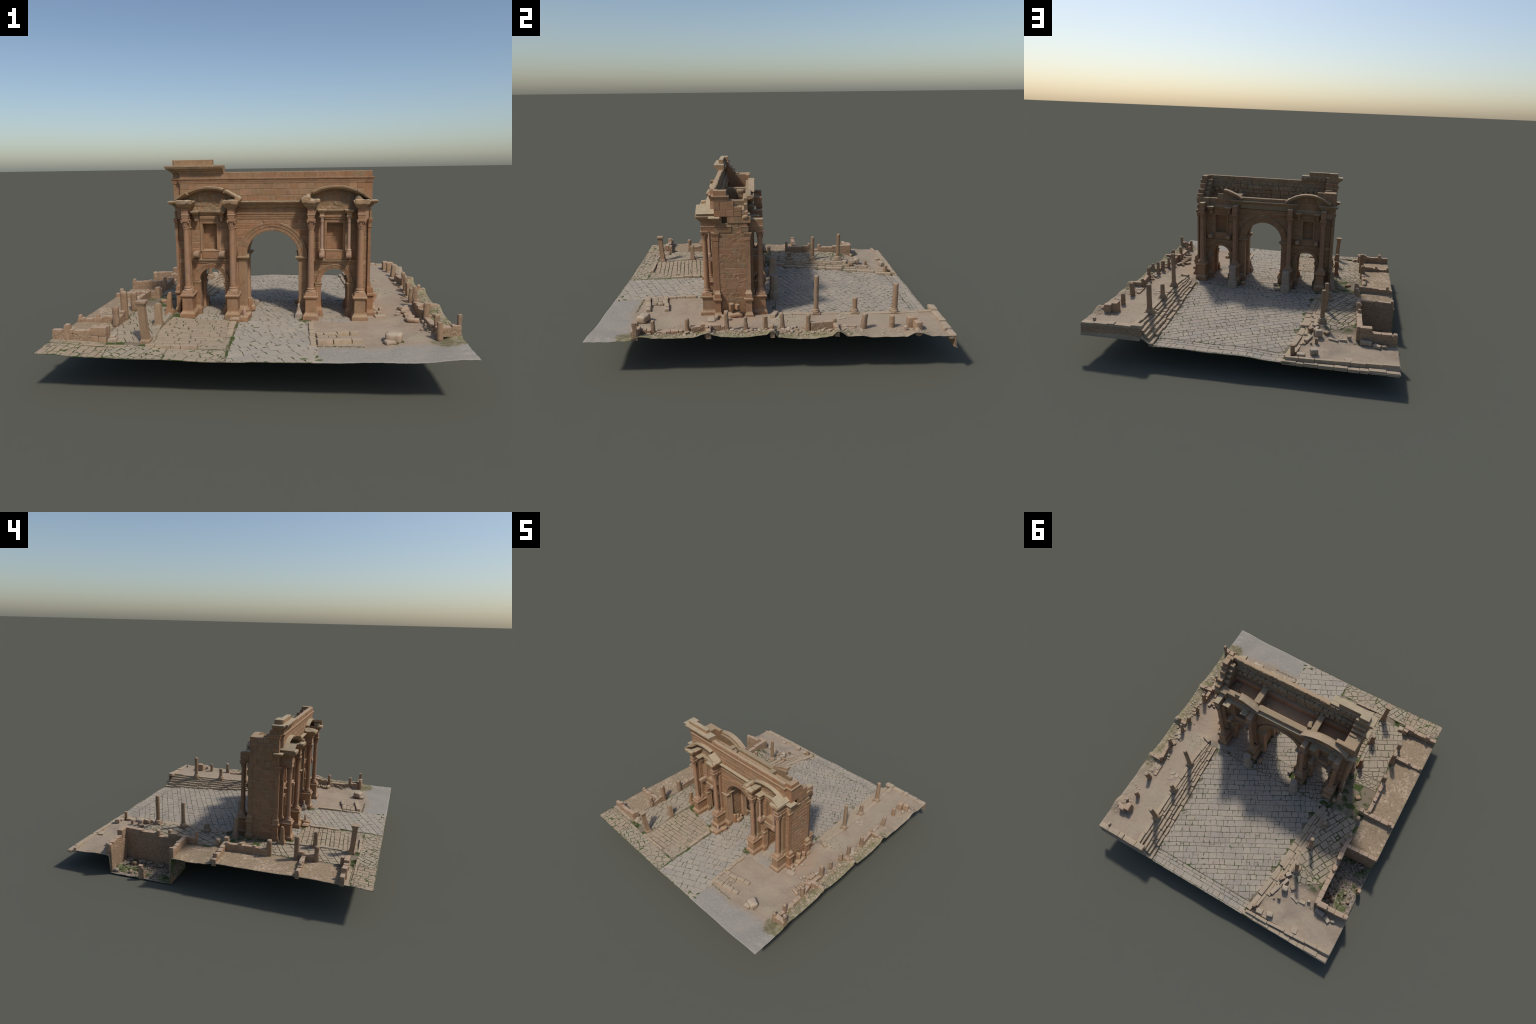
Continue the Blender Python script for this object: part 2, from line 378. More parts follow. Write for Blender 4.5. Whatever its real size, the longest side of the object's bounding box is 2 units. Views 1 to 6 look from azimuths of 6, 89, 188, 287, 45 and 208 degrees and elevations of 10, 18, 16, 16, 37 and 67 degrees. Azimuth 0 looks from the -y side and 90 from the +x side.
# =====================================================================
# the lie of the land
# =====================================================================
def idw(pts):
    P = np.array(pts)
    def f(x, y):
        d = (P[:, 0] - x) ** 2 + (P[:, 1] - y) ** 2 + 4e-4
        w = d ** -1.6
        return float((w * P[:, 2]).sum() / w.sum())
    return f
FRONT = idw([(-.92, -1, .194), (-.68, -1, .186), (-.5, -1, .183), (-.165, -1, .179), (-.08, -1, .181), (.1, -1, .186), (.3, -1, .189), (.57, -1, .197), (.925, -1, .219), (.92, -.88, .218),
    (-.92, -.86, .202), (-.92, -.6, .205), (-.92, -.3, .2), (-.92, -.1, .2), (-.7, -.65, .204), (-.7, -.35, .2), (-.7, -.15, .2), (-.5, -.85, .193), (-.5, -.6, .2), (-.5, -.37, .194),
    (-.3, -.9, .184), (-.3, -.6, .188), (-.3, -.42, .186), (-.1, -.8, .184), (-.1, -.5, .187), (.1, -.75, .187), (.1, -.45, .186), (.25, -.5, .187), (.27, -.8, .188), (.4, -.6, .186), (.5, -.75, .189), (.65, -.6, .185), (.65, -.47, .187), (.76, -.55, .195), (.56, -.86, .193),
    (.5, -.45, .186), (.62, -.35, .192), (.62, -.15, .197), (.7, -.85, .200), (.77, -.7, .200), (.77, -.4, .200), (.77, -.1, .211), (.92, -.6, .232), (.92, -.42, .234), (.92, -.2, .231), (.92, 0, .238),
    (-.3, -.25, .178), (.06, -.3, .180), (.06, -.15, .173), (.39, -.25, .177), (-.3, -.12, .174), (.39, -.12, .175), (-.47, -.05, .192), (-.39, 0, .173), (.06, 0, .170), (.25, .02, .169), (-.15, .0, .170), (.48, -.01, .177), (.62, .03, .208), (.8, .05, .22), (-.92, .05, .184), (-.7, .05, .195)])
MIDB = idw([(-.4, 0, .173), (.06, 0, .170), (.4, 0, .175), (.53, 0, .177), (.06, .2, .161), (-.14, .06, .168), (.25, .05, .167), (.13, .145, .164), (.27, .19, .164), (-.35, .25, .160), (.52, .25, .165), (.2, .5, .15), (-.2, .5, .147), (.5, .5, .15), (.1, .75, .136), (-.3, .75, .131), (.48, .75, .136), (.49, 1, .122), (.14, 1, .121), (-.27, 1, .112)])
LEFTB = idw([(-.92, 0, .186), (-.92, .1, .179), (-.92, .2, .184), (-.7, .1, .186), (-.7, 0, .197), (-.47, 0, .192), (-.47, .2, .189), (-.65, .4, .19), (-.47, .4, .19), (-.46, .56, .187), (-.65, .57, .184), (-.42, .66, .163),
    (-.4, .75, .145), (-.6, .68, .154), (-.45, .85, .138), (-.7, .76, .138), (-.92, .72, .131), (-.92, .9, .123), (-.6, .9, .121), (-.33, .9, .123)])
RIGHTB = idw([(.6, .03, .22), (.62, .27, .221), (.61, .5, .217), (.6, .735, .211), (.6, .95, .216), (.8, .05, .22), (.8, .3, .22), (.8, .6, .219), (.8, .9, .216), (.92, .1, .218), (.92, .25, .216), (.92, .5, .219), (.92, .7, .217), (.92, .95, .215)])
def x_kerb_r(y): return interp(y, [.02, .3, .6, 1.0], [.533, .517, .500, .480])
def x_top_r(y): return interp(y, [.02, .3, .6, 1.0], [.603, .618, .612, .600])
def x_kerb_l(y): return interp(y, [.02, .1, .3, .52, .74, .96], [-.405, -.372, -.352, -.334, -.315, -.274])
def x_top_l(y): return x_kerb_l(y) - .088
def in_pit(x, y): return x < -.695 and .235 < y < .667
def smooth_ground(x, y):
    if y < 0: return FRONT(x, y)
    if x > x_kerb_r(y):
        t = (x - x_kerb_r(y)) / (x_top_r(y) - x_kerb_r(y))
        if t < 1:
            a, b = MIDB(x_kerb_r(y), y), RIGHTB(x_top_r(y), y)
            z = lerp(a - .006, b - .012, t)
        else: z = RIGHTB(x, y)
    elif x < x_kerb_l(y):
        t = (x_kerb_l(y) - x) / .088
        if t < 1: z = lerp(MIDB(x_kerb_l(y), y) - .004, LEFTB(x_top_l(y), y) - .008, t)
        else: z = LEFTB(x, y)
        if y > .945: z = min(z, .110 + .02 * max(0, (-.3 - x)) * 0)
    else: z = MIDB(x, y)
    if y < .06: z = lerp(FRONT(x, y), z, y / .06)
    return z
def paved(x, y):
    if y < 0: return -.70 < x < .31 or (.31 < x < .48 and y > -.45)
    return x_kerb_l(y) < x < x_kerb_r(y) or -.69 < x < -.42 and y < .6
EDGE_Y = [-1, -.88, -.76, -.745, -.70, -.64, -.53, -.42, -.36, -.34, -.316, -.27, -.16, -.03, -.006, .014, .03, .14, .23, .32, .34, .36, .40, .48, .52, .72, .76, .805, .85, .94, 1]
EDGE_Z = [.219, .218, .222, .232, .245, .235, .231, .235, .254, .261, .249, .235, .231, .242, .265, .262, .227, .216, .217, .228, .254, .254, .226, .227, .219, .217, .238, .235, .217, .215, .215]
def ground(x, y):
    if in_pit(x, y): return .007 + .004 * nz(x, y, 0, 30)
    if y > .988 and x > .555: return .146
    z = smooth_ground(x, y)
    if x > .83:
        t = min(1, (x - .83) / .08); t = t * t * (3 - 2 * t)
        z = lerp(z, interp(y, EDGE_Y, EDGE_Z), t) + .003 * t * nz(x, y, 0, 30)
    if .78 < x < .90 and -.72 < y < .46:
        z += .011 * math.exp(-((x - .83) / .022) ** 2) * max(0, .7 + .9 * nz(x, y, 2, 14))
    if paved(x, y): return z - .0010 + .0003 * nz(x, y, 1, 45)
    return z + .0012 * nz(x, y, 1, 45)
_gc = {}
def gz(x, y):
    k = (round(x, 3), round(y, 3))
    if k not in _gc: _gc[k] = smooth_ground(*k)
    return _gc[k]

site = top("ruin_site", (0, 0, .18), "square excavated site of paving, low walls and stone stumps", "archaeological site")
arch = top("triumphal_arch", (.055, -.218, .187), "weathered red sandstone three-bay Roman arch with columns", "triumphal arch")

def build_ground():
    nx, ny = 232, 250; X = np.linspace(-.925, .925, nx + 1); Y = np.linspace(-1, 1, ny + 1)
    H = np.array([[ground(x, y) for y in Y] for x in X])
    grp = {"ground": [], "room_floor": [], "pit_floor": []}
    for i in range(nx):
        for j in range(ny):
            x, y = (X[i] + X[i + 1]) / 2, (Y[j] + Y[j + 1]) / 2
            k = "pit_floor" if in_pit(x, y) else "room_floor" if (x < -.703 and -.835 < y < .235) else "ground"
            grp[k].append((i, j))
    for k, cells in grp.items():
        idx, vs, fs = {}, [], []
        def V(i, j):
            if (i, j) not in idx: idx[(i, j)] = len(vs); vs.append((X[i], Y[j], H[i, j]))
            return idx[(i, j)]
        for i, j in cells: fs.append((V(i, j), V(i + 1, j), V(i + 1, j + 1), V(i, j + 1)))
        o = build(k, MB().add(vs, fs), {"ground": M_ground, "room_floor": M_room, "pit_floor": M_pit}[k], site, 40)
        m = o.modifiers.new("crust", "SOLIDIFY"); m.thickness = .0025; m.offset = -1
build_ground()

# =====================================================================
# pavings
# =====================================================================
def clip_poly(poly, zone):
    """Sutherland-Hodgman against a convex counter-clockwise zone."""
    out = poly
    for a, b in zip(zone, zone[1:] + zone[:1]):
        src, out = out, []
        side = lambda p: (b[0] - a[0]) * (p[1] - a[1]) - (b[1] - a[1]) * (p[0] - a[0])
        for i, p in enumerate(src):
            q = src[i - 1]; sp, sq = side(p), side(q)
            if (sp >= 0) != (sq >= 0):
                t = sq / (sq - sp); out.append((lerp(q[0], p[0], t), lerp(q[1], p[1], t)))
            if sp >= 0: out.append(p)
        if len(out) < 3: return []
    return out
def area(p): return abs(sum(p[i - 1][0] * p[i][1] - p[i][0] * p[i - 1][1] for i in range(len(p)))) / 2
def shrink(poly, g):
    """Move every edge inwards by g."""
    n = len(poly); s = sum(poly[i - 1][0] * poly[i][1] - poly[i][0] * poly[i - 1][1] for i in range(n))
    if s < 0: poly = poly[::-1]
    out = poly
    for a, b in zip(poly, poly[1:] + poly[:1]):
        d = Vector((b[0] - a[0], b[1] - a[1]))
        if d.length < 1e-6: continue
        d.normalize(); m = Vector((-d.y, d.x)) * g
        big = 3
        A, B = (a[0] + m.x - d.x * big, a[1] + m.y - d.y * big), (b[0] + m.x + d.x * big, b[1] + m.y + d.y * big)
        zone = [A, B, (B[0] - d.y * big, B[1] + d.x * big), (A[0] - d.y * big, A[1] + d.x * big)]
        out = clip_poly(out, zone)
        if len(out) < 3: return []
    return out
def wear(poly, k):
    """Knock the corners off and bow the edges a little."""
    out = []
    n = len(poly)
    for i, p in enumerate(poly):
        a, b = poly[i - 1], poly[(i + 1) % n]
        la, lb = math.dist(p, a), math.dist(p, b)
        if min(la, lb) < .004: out.append(p); continue
        r = min(k * U(.3, 1.3), la * .35, lb * .35)
        out += [(lerp(p[0], a[0], r / la), lerp(p[1], a[1], r / la)), (lerp(p[0], b[0], r / lb), lerp(p[1], b[1], r / lb))]
    return out

slabs = Pieces("paving_slab", site); edges = []
def add_slab(poly, mat, lift=.0004, gap=.0015, skip=None, ch=.0005):
    poly = shrink(poly, gap * U(.6, 1.5))
    if len(poly) < 3 or area(poly) < 6e-5: return
    c = (sum(p[0] for p in poly) / len(poly), sum(p[1] for p in poly) / len(poly))
    if skip and skip(*c): return
    poly = wear(poly, .003)
    dz = lift + U(-.0004, .0005); tx, ty = G(.006), G(.006)
    mb = chamfered(poly, lambda x, y: gz(x, y) + dz + (x - c[0]) * tx + (y - c[1]) * ty, .0035, ch)
    slabs.add(mb, area(poly), mat)
    edges.append((poly, mat.name))

def pave_rows(zone, ang, pitch, length, mat, lift=.0004, gap=.0015, skip=None, miss=0.0, split=.12, bow=.006):
    """Courses of slabs at an angle, lengths and heights varied, lines slightly bowed."""
    ca, sa = math.cos(math.radians(ang)), math.sin(math.radians(ang))
    loc = [(x * ca + y * sa, -x * sa + y * ca) for x, y in zone]
    u0, u1 = min(p[0] for p in loc), max(p[0] for p in loc); v0, v1 = min(p[1] for p in loc), max(p[1] for p in loc)
    ph = U(0, 50)
    bowf = lambda u, k: bow * nz(u * 3.1, k * .9 + ph, 0)
    v, k = v0 - pitch * U(0, 1), 0
    W = lambda u, w: (u * ca - w * sa, u * sa + w * ca)
    while v < v1:
        h = pitch * U(.75, 1.28); u = u0 - U(0, length)
        while u < u1:
            L = length * (U(.55, .95) if RNG.random() < .45 else U(.9, 1.7)); e0, e1 = G(.0022), G(.0022)
            q = [W(u + e0, v + bowf(u, k)), W(u + L - e1, v + bowf(u + L, k)), W(u + L + e1, v + h + bowf(u + L, k + 1)), W(u - e0, v + h + bowf(u, k + 1))]
            parts = [q]
            if RNG.random() < split and L > length * .9:
                t = U(.35, .65); a = (lerp(q[0][0], q[1][0], t), lerp(q[0][1], q[1][1], t)); b = (lerp(q[3][0], q[2][0], t), lerp(q[3][1], q[2][1], t))
                if RNG.random() < .5:
                    c1 = (lerp(q[0][0], q[3][0], .5), lerp(q[0][1], q[3][1], .5)); c2 = (lerp(a[0], b[0], .5), lerp(a[1], b[1], .5))
                    parts = [[q[0], a, c2, c1], [c1, c2, b, q[3]], [a, q[1], q[2], b]]
                else: parts = [[q[0], a, b, q[3]], [a, q[1], q[2], b]]
            for p in parts:
                if RNG.random() < miss: continue
                p = clip_poly(p, zone)
                if len(p) >= 3: add_slab(p, mat, lift, gap, skip)
            u += L
        v += h; k += 1

def pave_cells(zone, cell, mat, lift=.0004, gap=.0018, skip=None, miss=0.0, stretch=(1, 1), ang=0):
    """Crazy paving: Voronoi cells of jittered points."""
    ca, sa = math.cos(math.radians(ang)), math.sin(math.radians(ang))
    T = lambda x, y: ((x * ca + y * sa) / stretch[0], (-x * sa + y * ca) / stretch[1])
    I = lambda u, v: (u * stretch[0] * ca - v * stretch[1] * sa, u * stretch[0] * sa + v * stretch[1] * ca)
    loc = [T(*p) for p in zone]
    us, vs = [p[0] for p in loc], [p[1] for p in loc]
    pts = []
    v = min(vs) - cell; r = 0
    while v < max(vs) + cell:
        u = min(us) - cell + (r % 2) * cell / 2
        while u < max(us) + cell: pts.append((u + U(-.36, .36) * cell, v + U(-.30, .30) * cell)); u += cell * U(.75, 1.3)
        v += cell * U(.8, 1.1); r += 1
    for i, p in enumerate(pts):
        q = [(p[0] + dx * cell * 2, p[1] + dy * cell * 2) for dx, dy in ((-1, -1), (1, -1), (1, 1), (-1, 1))]
        for j, o in enumerate(pts):
            if i == j or abs(o[0] - p[0]) > 3 * cell or abs(o[1] - p[1]) > 3 * cell: continue
            m = ((p[0] + o[0]) / 2, (p[1] + o[1]) / 2); d = Vector((o[0] - p[0], o[1] - p[1]))
            if d.length < 1e-6: continue
            d.normalize(); A = (m[0] + d.y * 2, m[1] - d.x * 2); B = (m[0] - d.y * 2, m[1] + d.x * 2)
            q = clip_poly(q, [A, B, (B[0] - d.x * 4, B[1] - d.y * 4), (A[0] - d.x * 4, A[1] - d.y * 4)])
            if len(q) < 3: break
        if len(q) < 3 or RNG.random() < miss: continue
        w = clip_poly([I(*t) for t in q], zone)
        if len(w) >= 3: add_slab(w, mat, lift, gap, skip)

# the square behind the arch: oblique courses, then three courses along the edge
beyond = lambda x, y: x > x_kerb_r(y) - .004 or x < x_kerb_l(y) + .004
pave_rows([(-.41, .035), (.535, .035), (.487, .90), (-.292, .90)], 28, .038, .054, M_grey, skip=beyond, split=.16)
pave_rows([(-.285, .903), (.488, .903), (.484, .9985), (-.268, .9985)], 0, .0318, .06, M_grey, bow=.003)
# round the piers
PIERX = [(-.46, -.335), (-.20, -.075), (.20, .325), (.455, .575)]
under = lambda x, y: any(a + .004 < x < b - .004 for a, b in PIERX) and -.42 < y < -.02
pave_rows([(-.44, -.12), (.56, -.12), (.535, .035), (-.41, .035)], 24, .031, .036, M_grey, skip=under, split=.3, bow=.012, gap=.0018)
pave_rows([(-.082, -.445), (.205, -.445), (.205, -.12), (-.082, -.12)], 28, .040, .058, M_front, skip=under)
pave_rows([(-.345, -.44), (-.195, -.44), (-.195, -.12), (-.345, -.12)], 8, .034, .045, M_front, skip=under, gap=.0012)
pave_rows([(.318, -.44), (.462, -.44), (.462, -.12), (.318, -.12)], 28, .046, .065, M_grey, skip=under, gap=.001, miss=0)
# the road in front
pave_rows([(-.088, -.9985), (.300, -.9985), (.292, -.80), (.278, -.455), (.215, -.445), (-.105, -.445), (-.100, -.70)], 27, .043, .064, M_front, split=.22, gap=.0014)
# tan apron left of it
pave_rows([(-.465, -.862), (-.245, -.862), (-.125, -.70), (-.125, -.465), (-.20, -.445), (-.465, -.43)], 6.2, .0305, .074, M_tan, lift=.003, gap=.0021)
pave_rows([(-.43, -.445), (-.345, -.440), (-.195, -.44), (-.14, -.46), (-.14, -.43), (-.43, -.43)], 8, .03, .04, M_front, lift=.003)
# strip along the front edge
pave_rows([(-.9235, -.9985), (-.62, -.9985), (-.64, -.888), (-.9235, -.888)], 86, .031, .062, M_tan, gap=.0022)
pave_rows([(-.62, -.9985), (-.36, -.9985), (-.37, -.875), (-.64, -.875)], 65, .036, .052, M_terr, gap=.002, split=.4, bow=.02)
pave_cells([(-.358, -.9985), (-.092, -.9985), (-.102, -.875), (-.368, -.875)], .044, M_terr, gap=.0018, stretch=(1.2, .85), ang=30)
pave_cells([(-.245, -.865), (-.105, -.865), (-.105, -.715), (-.125, -.715)], .012, M_terr, lift=.0005, gap=.0016, miss=.35)
pave_rows([(-.905, -.886), (-.52, -.886), (-.52, -.862), (-.905, -.862)], 0, .024, .085, M_tan, lift=.004, gap=.002)
# terraces on the left
pave_rows([(-.69, -.83), (-.472, -.83), (-.472, -.40), (-.50, -.33), (-.69, -.33)], 27, .042, .052, M_terr, lift=.002, gap=.0018, split=.4, bow=.02)
pave_cells([(-.69, -.33), (-.51, -.33), (-.51, -.24), (-.69, -.24)], .032, M_terr, lift=.002, gap=.0019)
pave_rows([(-.68, .03), (-.44, .03), (-.425, .25), (-.425, .50), (-.66, .56), (-.68, .5)], 62, .040, .062, M_terr, lift=.0015, gap=.0030, split=.35, bow=.03)
pave_cells([(-.66, .56), (-.425, .50), (-.42, .60), (-.55, .62)], .038, M_terr, lift=.002, gap=.0028)
# a few flags on the right platform
pave_cells([(.63, .02), (.80, .02), (.76, .13), (.63, .15)], .044, M_terr, lift=.001, gap=.002, miss=.35)
pave_cells([(.64, .36), (.74, .36), (.72, .45), (.64, .45)], .036, M_block, lift=.003, gap=.003, miss=.55)
slabs.done()

# =====================================================================
# kerbs, steps
# =====================================================================
def stone_run(coll, path, width, z_top, z_bot, mat, length=.075, gap=.0016, jag=.002, miss=0.0, amp=.0010):
    """Stones laid end to end along a plan path; width lies left of it."""
    pts = densify(path, .004); i = 0
    while i < len(pts) - 2:
        k = min(len(pts) - 1, i + max(3, int(length * U(.55, 1.5) / .004)))
        if len(pts) - 1 - k < 4: k = len(pts) - 1
        a, b = Vector(pts[i]), Vector(pts[k]); d = (b - a); L = d.length
        if L > .004 and RNG.random() >= miss:
            d.normalize(); m = Vector((-d.y, d.x)); w = width * U(.9, 1.08); c = (a + b) / 2 + m * (w / 2 + G(jag))
            zt = z_top(c.x, c.y) + G(.0012); zb = z_bot(c.x, c.y)
            coll.add(rough(c.x, c.y, zb, L - gap, w, zt - zb, math.atan2(d.y, d.x) + G(.012), .22, amp, freq=55), L * w, mat)
        i = k
steps = Pieces("step_stone", site, smooth=50)
kerbs = Pieces("kerb_stone", site, smooth=50)
# left: kerb and three worn treads up to the terrace (path runs north to south, terrace on its left... so go south to north reversed)
def lineL(off, y0, y1): return [(x_kerb_l(y) - off, y) for y in np.linspace(y0, y1, 16)]
zl = lambda k: (lambda x, y: lerp(MIDB(x_kerb_l(y), y), LEFTB(x_top_l(y) - .01, y), k) + .001)
zb = lambda x, y: gz(x, y) - .012
stone_run(kerbs, lineL(0, .035, .945), .036, lambda x, y: MIDB(x_kerb_l(y), y) + .011, zb, M_step, .09)
stone_run(steps, lineL(.040, .07, .90), .019, zl(.55), zb, M_step, .08)
stone_run(steps, lineL(.061, .07, .80), .020, zl(.85), zb, M_step, .08)
stone_run(steps, lineL(.083, .10, .62), .026, zl(1.02), zb, M_step, .07, miss=.08)
# right: kerb, then five treads up to the colonnade
def lineR(t, y0, y1): return [(lerp(x_kerb_r(y), x_top_r(y), t), y) for y in np.linspace(y1, y0, 16)]
zr = lambda k: (lambda x, y: lerp(MIDB(x_kerb_r(y), y), RIGHTB(x_top_r(y), y), k) + .002)
stone_run(kerbs, lineR(0, .035, .995), .024, lambda x, y: MIDB(x_kerb_r(y), y) + .012, zb, M_step, .085)
stone_run(steps, lineR(.22, .055, .972), .022, zr(.34), zb, M_step, .055, jag=.003, amp=.002)
stone_run(steps, lineR(.40, .055, .968), .022, zr(.54), zb, M_step, .07, jag=.002, amp=.0015)
stone_run(steps, lineR(.58, .055, .962), .020, zr(.72), zb, M_step, .11)
stone_run(steps, lineR(.76, .05, .955), .022, zr(.88), zb, M_step, .13)
stone_run(steps, lineR(.95, .05, .95), .028, zr(1.03), zb, M_step, .12, miss=.06)
# south strip on the left: raised kerb with a lower course at its foot
stone_run(kerbs, [(-.285, .955), (-.50, .948), (-.62, .938), (-.92, .927)][::-1], .020, lambda x, y: .135 + .004 * (-x - .3), lambda x, y: .10, M_step, .10)
stone_run(kerbs, [(-.27, .996), (-.92, .996)], .030, lambda x, y: .117, lambda x, y: .096, M_step, .075)
# front: kerbs of the road
stone_run(kerbs, [(-.104, -.695), (-.112, -.49)], .028, lambda x, y: .1985, zb, M_step, .075)
stone_run(kerbs, [(.285, -.66), (.275, -.475)], .027, lambda x, y: .1995, zb, M_step, .055)
stone_run(kerbs, [(.290, -.80), (.285, -.665)], .027, lambda x, y: .196, zb, M_step, .05)
# bench of blocks
stone_run(kerbs, [(.295, -.802), (.495, -.757)], .030, lambda x, y: .212 - .03 * (x - .3), zb, M_step, .075)
stone_run(kerbs, [(.295, -.765), (.40, -.742)], .036, lambda x, y: .199, zb, M_tan, .045)
stone_run(kerbs, [(.295, -.722), (.40, -.70)], .030, lambda x, y: .198, zb, M_tan, .05)
stone_run(kerbs, [(.29, -.69), (.49, -.647)], .030, lambda x, y: .204, zb, M_step, .05)
# low step in front of the tan apron, and the ragged terrace edge
stone_run(kerbs, [(-.47, -.878), (-.235, -.872)], .018, lambda x, y: .199, zb, M_step, .055)
stone_run(kerbs, [(-.455, -.80), (-.468, -.62), (-.475, -.43), (-.500, -.33)], .024, lambda x, y: gz(x, y) + .010, zb, M_terr, .05, jag=.006)
# right platform edge at the arch
stone_run(kerbs, [(.66, .022), (.60, .045)], .03, lambda x, y: .232, zb, M_step, .05)
steps.done()

# =====================================================================
# low walls
# =====================================================================
walls = []
caps = Pieces("coping_stone", site, smooth=50)
def low_wall(x0, y0, x1, y1, th, z0, tops, cap=.012, seed=0):
    """Rubble wall between two plan points with a broken top line and coping stones."""
    L = math.hypot(x1 - x0, y1 - y0); d = Vector((x1 - x0, y1 - y0)) / L; m = Vector((-d.y, d.x)); n = max(2, int(L / .012))
    rings = []
    for i in range(n + 1):
        t = i / n; zt = interp(t, [a for a, _ in tops], [b for _, b in tops]) - cap + .003 * nz(t * 9, seed, 0)
        c = Vector((x0, y0)) + d * L * t; ring = []
        nzl = 6
        for s in (-1, 1):
            for k in range(nzl + 1):
                kk = k if s < 0 else nzl - k
                z = lerp(z0, zt, kk / nzl); w = th / 2 * 1.0 + .0016 * nz(t * L * 60, z * 60, s + seed)
                ring.append((c.x + m.x * s * w, c.y + m.y * s * w, z))
        rings.append(ring)
    build("low_wall", loft(rings), M_rub, site)
    if cap:
        i = 0
        pos = 0.0
        while pos < L - .008:
            l = min(L - pos, U(.035, .075)); 
            if L - pos - l < .02: l = L - pos
            t = (pos + l / 2) / L; zt = interp(t, [a for a, _ in tops], [b for _, b in tops])
            c = Vector((x0, y0)) + d * (pos + l / 2)
            caps.add(rough(c.x, c.y, zt - cap - .004, l - .001, th * U(.98, 1.08), cap + .004 + G(.001), math.atan2(d.y, d.x) + G(.01), .35, .0022), l, M_wall)
            pos += l
stones = []
def post(x, y, z0, z1, w, d, rot=0, mat=None, rnd=.6, amp=.0034, tilt=(0, 0), taper=.94, name="standing_stone"):
    build(name, rough(x, y, max(0, z0 - .006), w, d, z1 - max(0, z0 - .006), rot, rnd, amp, tilt=tilt, taper=taper), mat or M_stand, site, 55)

# left rooms
low_wall(-.922, -.824, -.735, -.824, .026, .190, [(0, .248), (.35, .250), (.5, .240), (.75, .247), (1, .247)])
post(-.850, -.826, .19, .272, .024, .034, mat=M_wall, rnd=.3)
for x0, x1, y0, y1, z0, z1 in ((-.737, -.701, -.840, -.806, .185, .222), (-.700, -.664, -.840, -.806, .185, .220), (-.736, -.664, -.839, -.807, .2225, .2625), (-.698, -.664, -.8055, -.782, .185, .258)): build("wall_stone", rough((x0 + x1) / 2, (y0 + y1) / 2, z0, x1 - x0, y1 - y0, z1 - z0, 0, .2, .0022), M_wall, site, 50)
post(-.640, -.818, .19, .208, .040, .040, .1, M_block, .3); post(-.642, -.812, .207, .217, .026, .026, .1, M_block, .3)
low_wall(-.922, -.567, -.70, -.560, .026, .190, [(0, .228), (.3, .220), (.5, .226), (.75, .234), (1, .236)])
post(-.911, -.567, .19, .240, .018, .022, mat=M_wall); post(-.818, -.563, .19, .244, .018, .024, mat=M_wall)
low_wall(-.693, -.625, -.696, -.528, .024, .195, [(0, .240), (.4, .246), (.7, .254), (1, .262)])
post(-.694, -.637, .205, .307, .032, .030); post(-.696, -.512, .194, .353, .036, .032, .1); post(-.707, -.339, .2, .307, .034, .034, .2)
low_wall(-.712, -.335, -.716, -.05, .026, .190, [(0, .244), (.5, .250), (1, .246)])
post(-.713, -.246, .2, .258, .024, .026, mat=M_wall); post(-.715, -.155, .2, .262, .024, .024, mat=M_wall); post(-.72, -.068, .2, .254, .024, .03, mat=M_wall)
low_wall(-.922, -.053, -.672, -.043, .028, .180, [(0, .222), (.4, .230), (.7, .238), (1, .240)])
post(-.887, -.052, .19, .252, .022, .03, mat=M_wall)
post(-.664, -.042, .195, .262, .03, .032, mat=M_wall, rnd=.2); post(-.669, .017, .19, .243, .03, .030, mat=M_wall)
# the sunken room with its tall walls
low_wall(-.918, .229, -.690, .238, .026, .172, [(0, .230), (.3, .238), (1, .240)])
post(-.905, .231, .2, .250, .020, .032, mat=M_wall); post(-.80, .235, .2, .244, .02, .034, mat=M_wall)
low_wall(-.684, .168, -.682, .30, .030, .172, [(0, .232), (.4, .236), (1, .236)])
post(-.679, .165, .19, .279, .022, .024, .1, M_wall)
low_wall(-.682, .30, -.685, .352, .032, .165, [(0, .240), (1, .240)])
post(-.682, .352, .2, .262, .026, .026, mat=M_wall)
low_wall(-.684, .350, -.687, .430, .032, .160, [(0, .206), (1, .206)])
post(-.688, .437, .19, .250, .024, .028, mat=M_wall)
low_wall(-.686, .445, -.692, .70, .034, .150, [(0, .226), (.5, .228), (.52, .236), (1, .240)])
low_wall(-.692, .690, -.765, .686, .036, .125, [(0, .240), (1, .240)])
low_wall(-.765, .686, -.918, .676, .032, .120, [(0, .214), (.3, .203), (.6, .206), (1, .192)])
post(-.905, .676, .15, .208, .03, .036, mat=M_wall, rnd=.6)
for x, y, s in ((-.771, .578, .034), (-.835, .50, .024), (-.88, .545, .026), (-.80, .46, .016)):
    build("fallen_block", rough(x, y, .004, s, s * .9, s * .85, U(0, 3), .8, .003), M_stand, site, 60)
post(-.914, .449, .0, .094, .022, .026, mat=M_wall, rnd=.2)
low_wall(-.922, .432, -.895, .432, .012, .0, [(0, .075), (1, .045)], cap=0)
# deep faces of the sunken room below the level of the ground around it
for a in ((-.918, .240, -.698, .248), (-.700, .244, -.706, .672), (-.704, .672, -.918, .662)):
    low_wall(*a, .010, .001, [(0, .19), (1, .19)] if a[1] < .3 else [(0, .17), (1, .16)], cap=0)
mound = MB()
for _ in range(26):
    t = RNG.random(); x, y = (U(-.90, -.715), U(.632, .656)) if t < .3 else (U(-.735, -.712), U(.27, .65)) if t < .75 else (U(-.90, -.72), U(.255, .275))
    b = rough(x, y, .004, U(.02, .05), U(.02, .045), U(.012, .03), U(0, 3), .9, .006, seg=4); mound.add(b.v, b.f)
build("earth_heap", mound, M_pit, site, 70, "stuff")
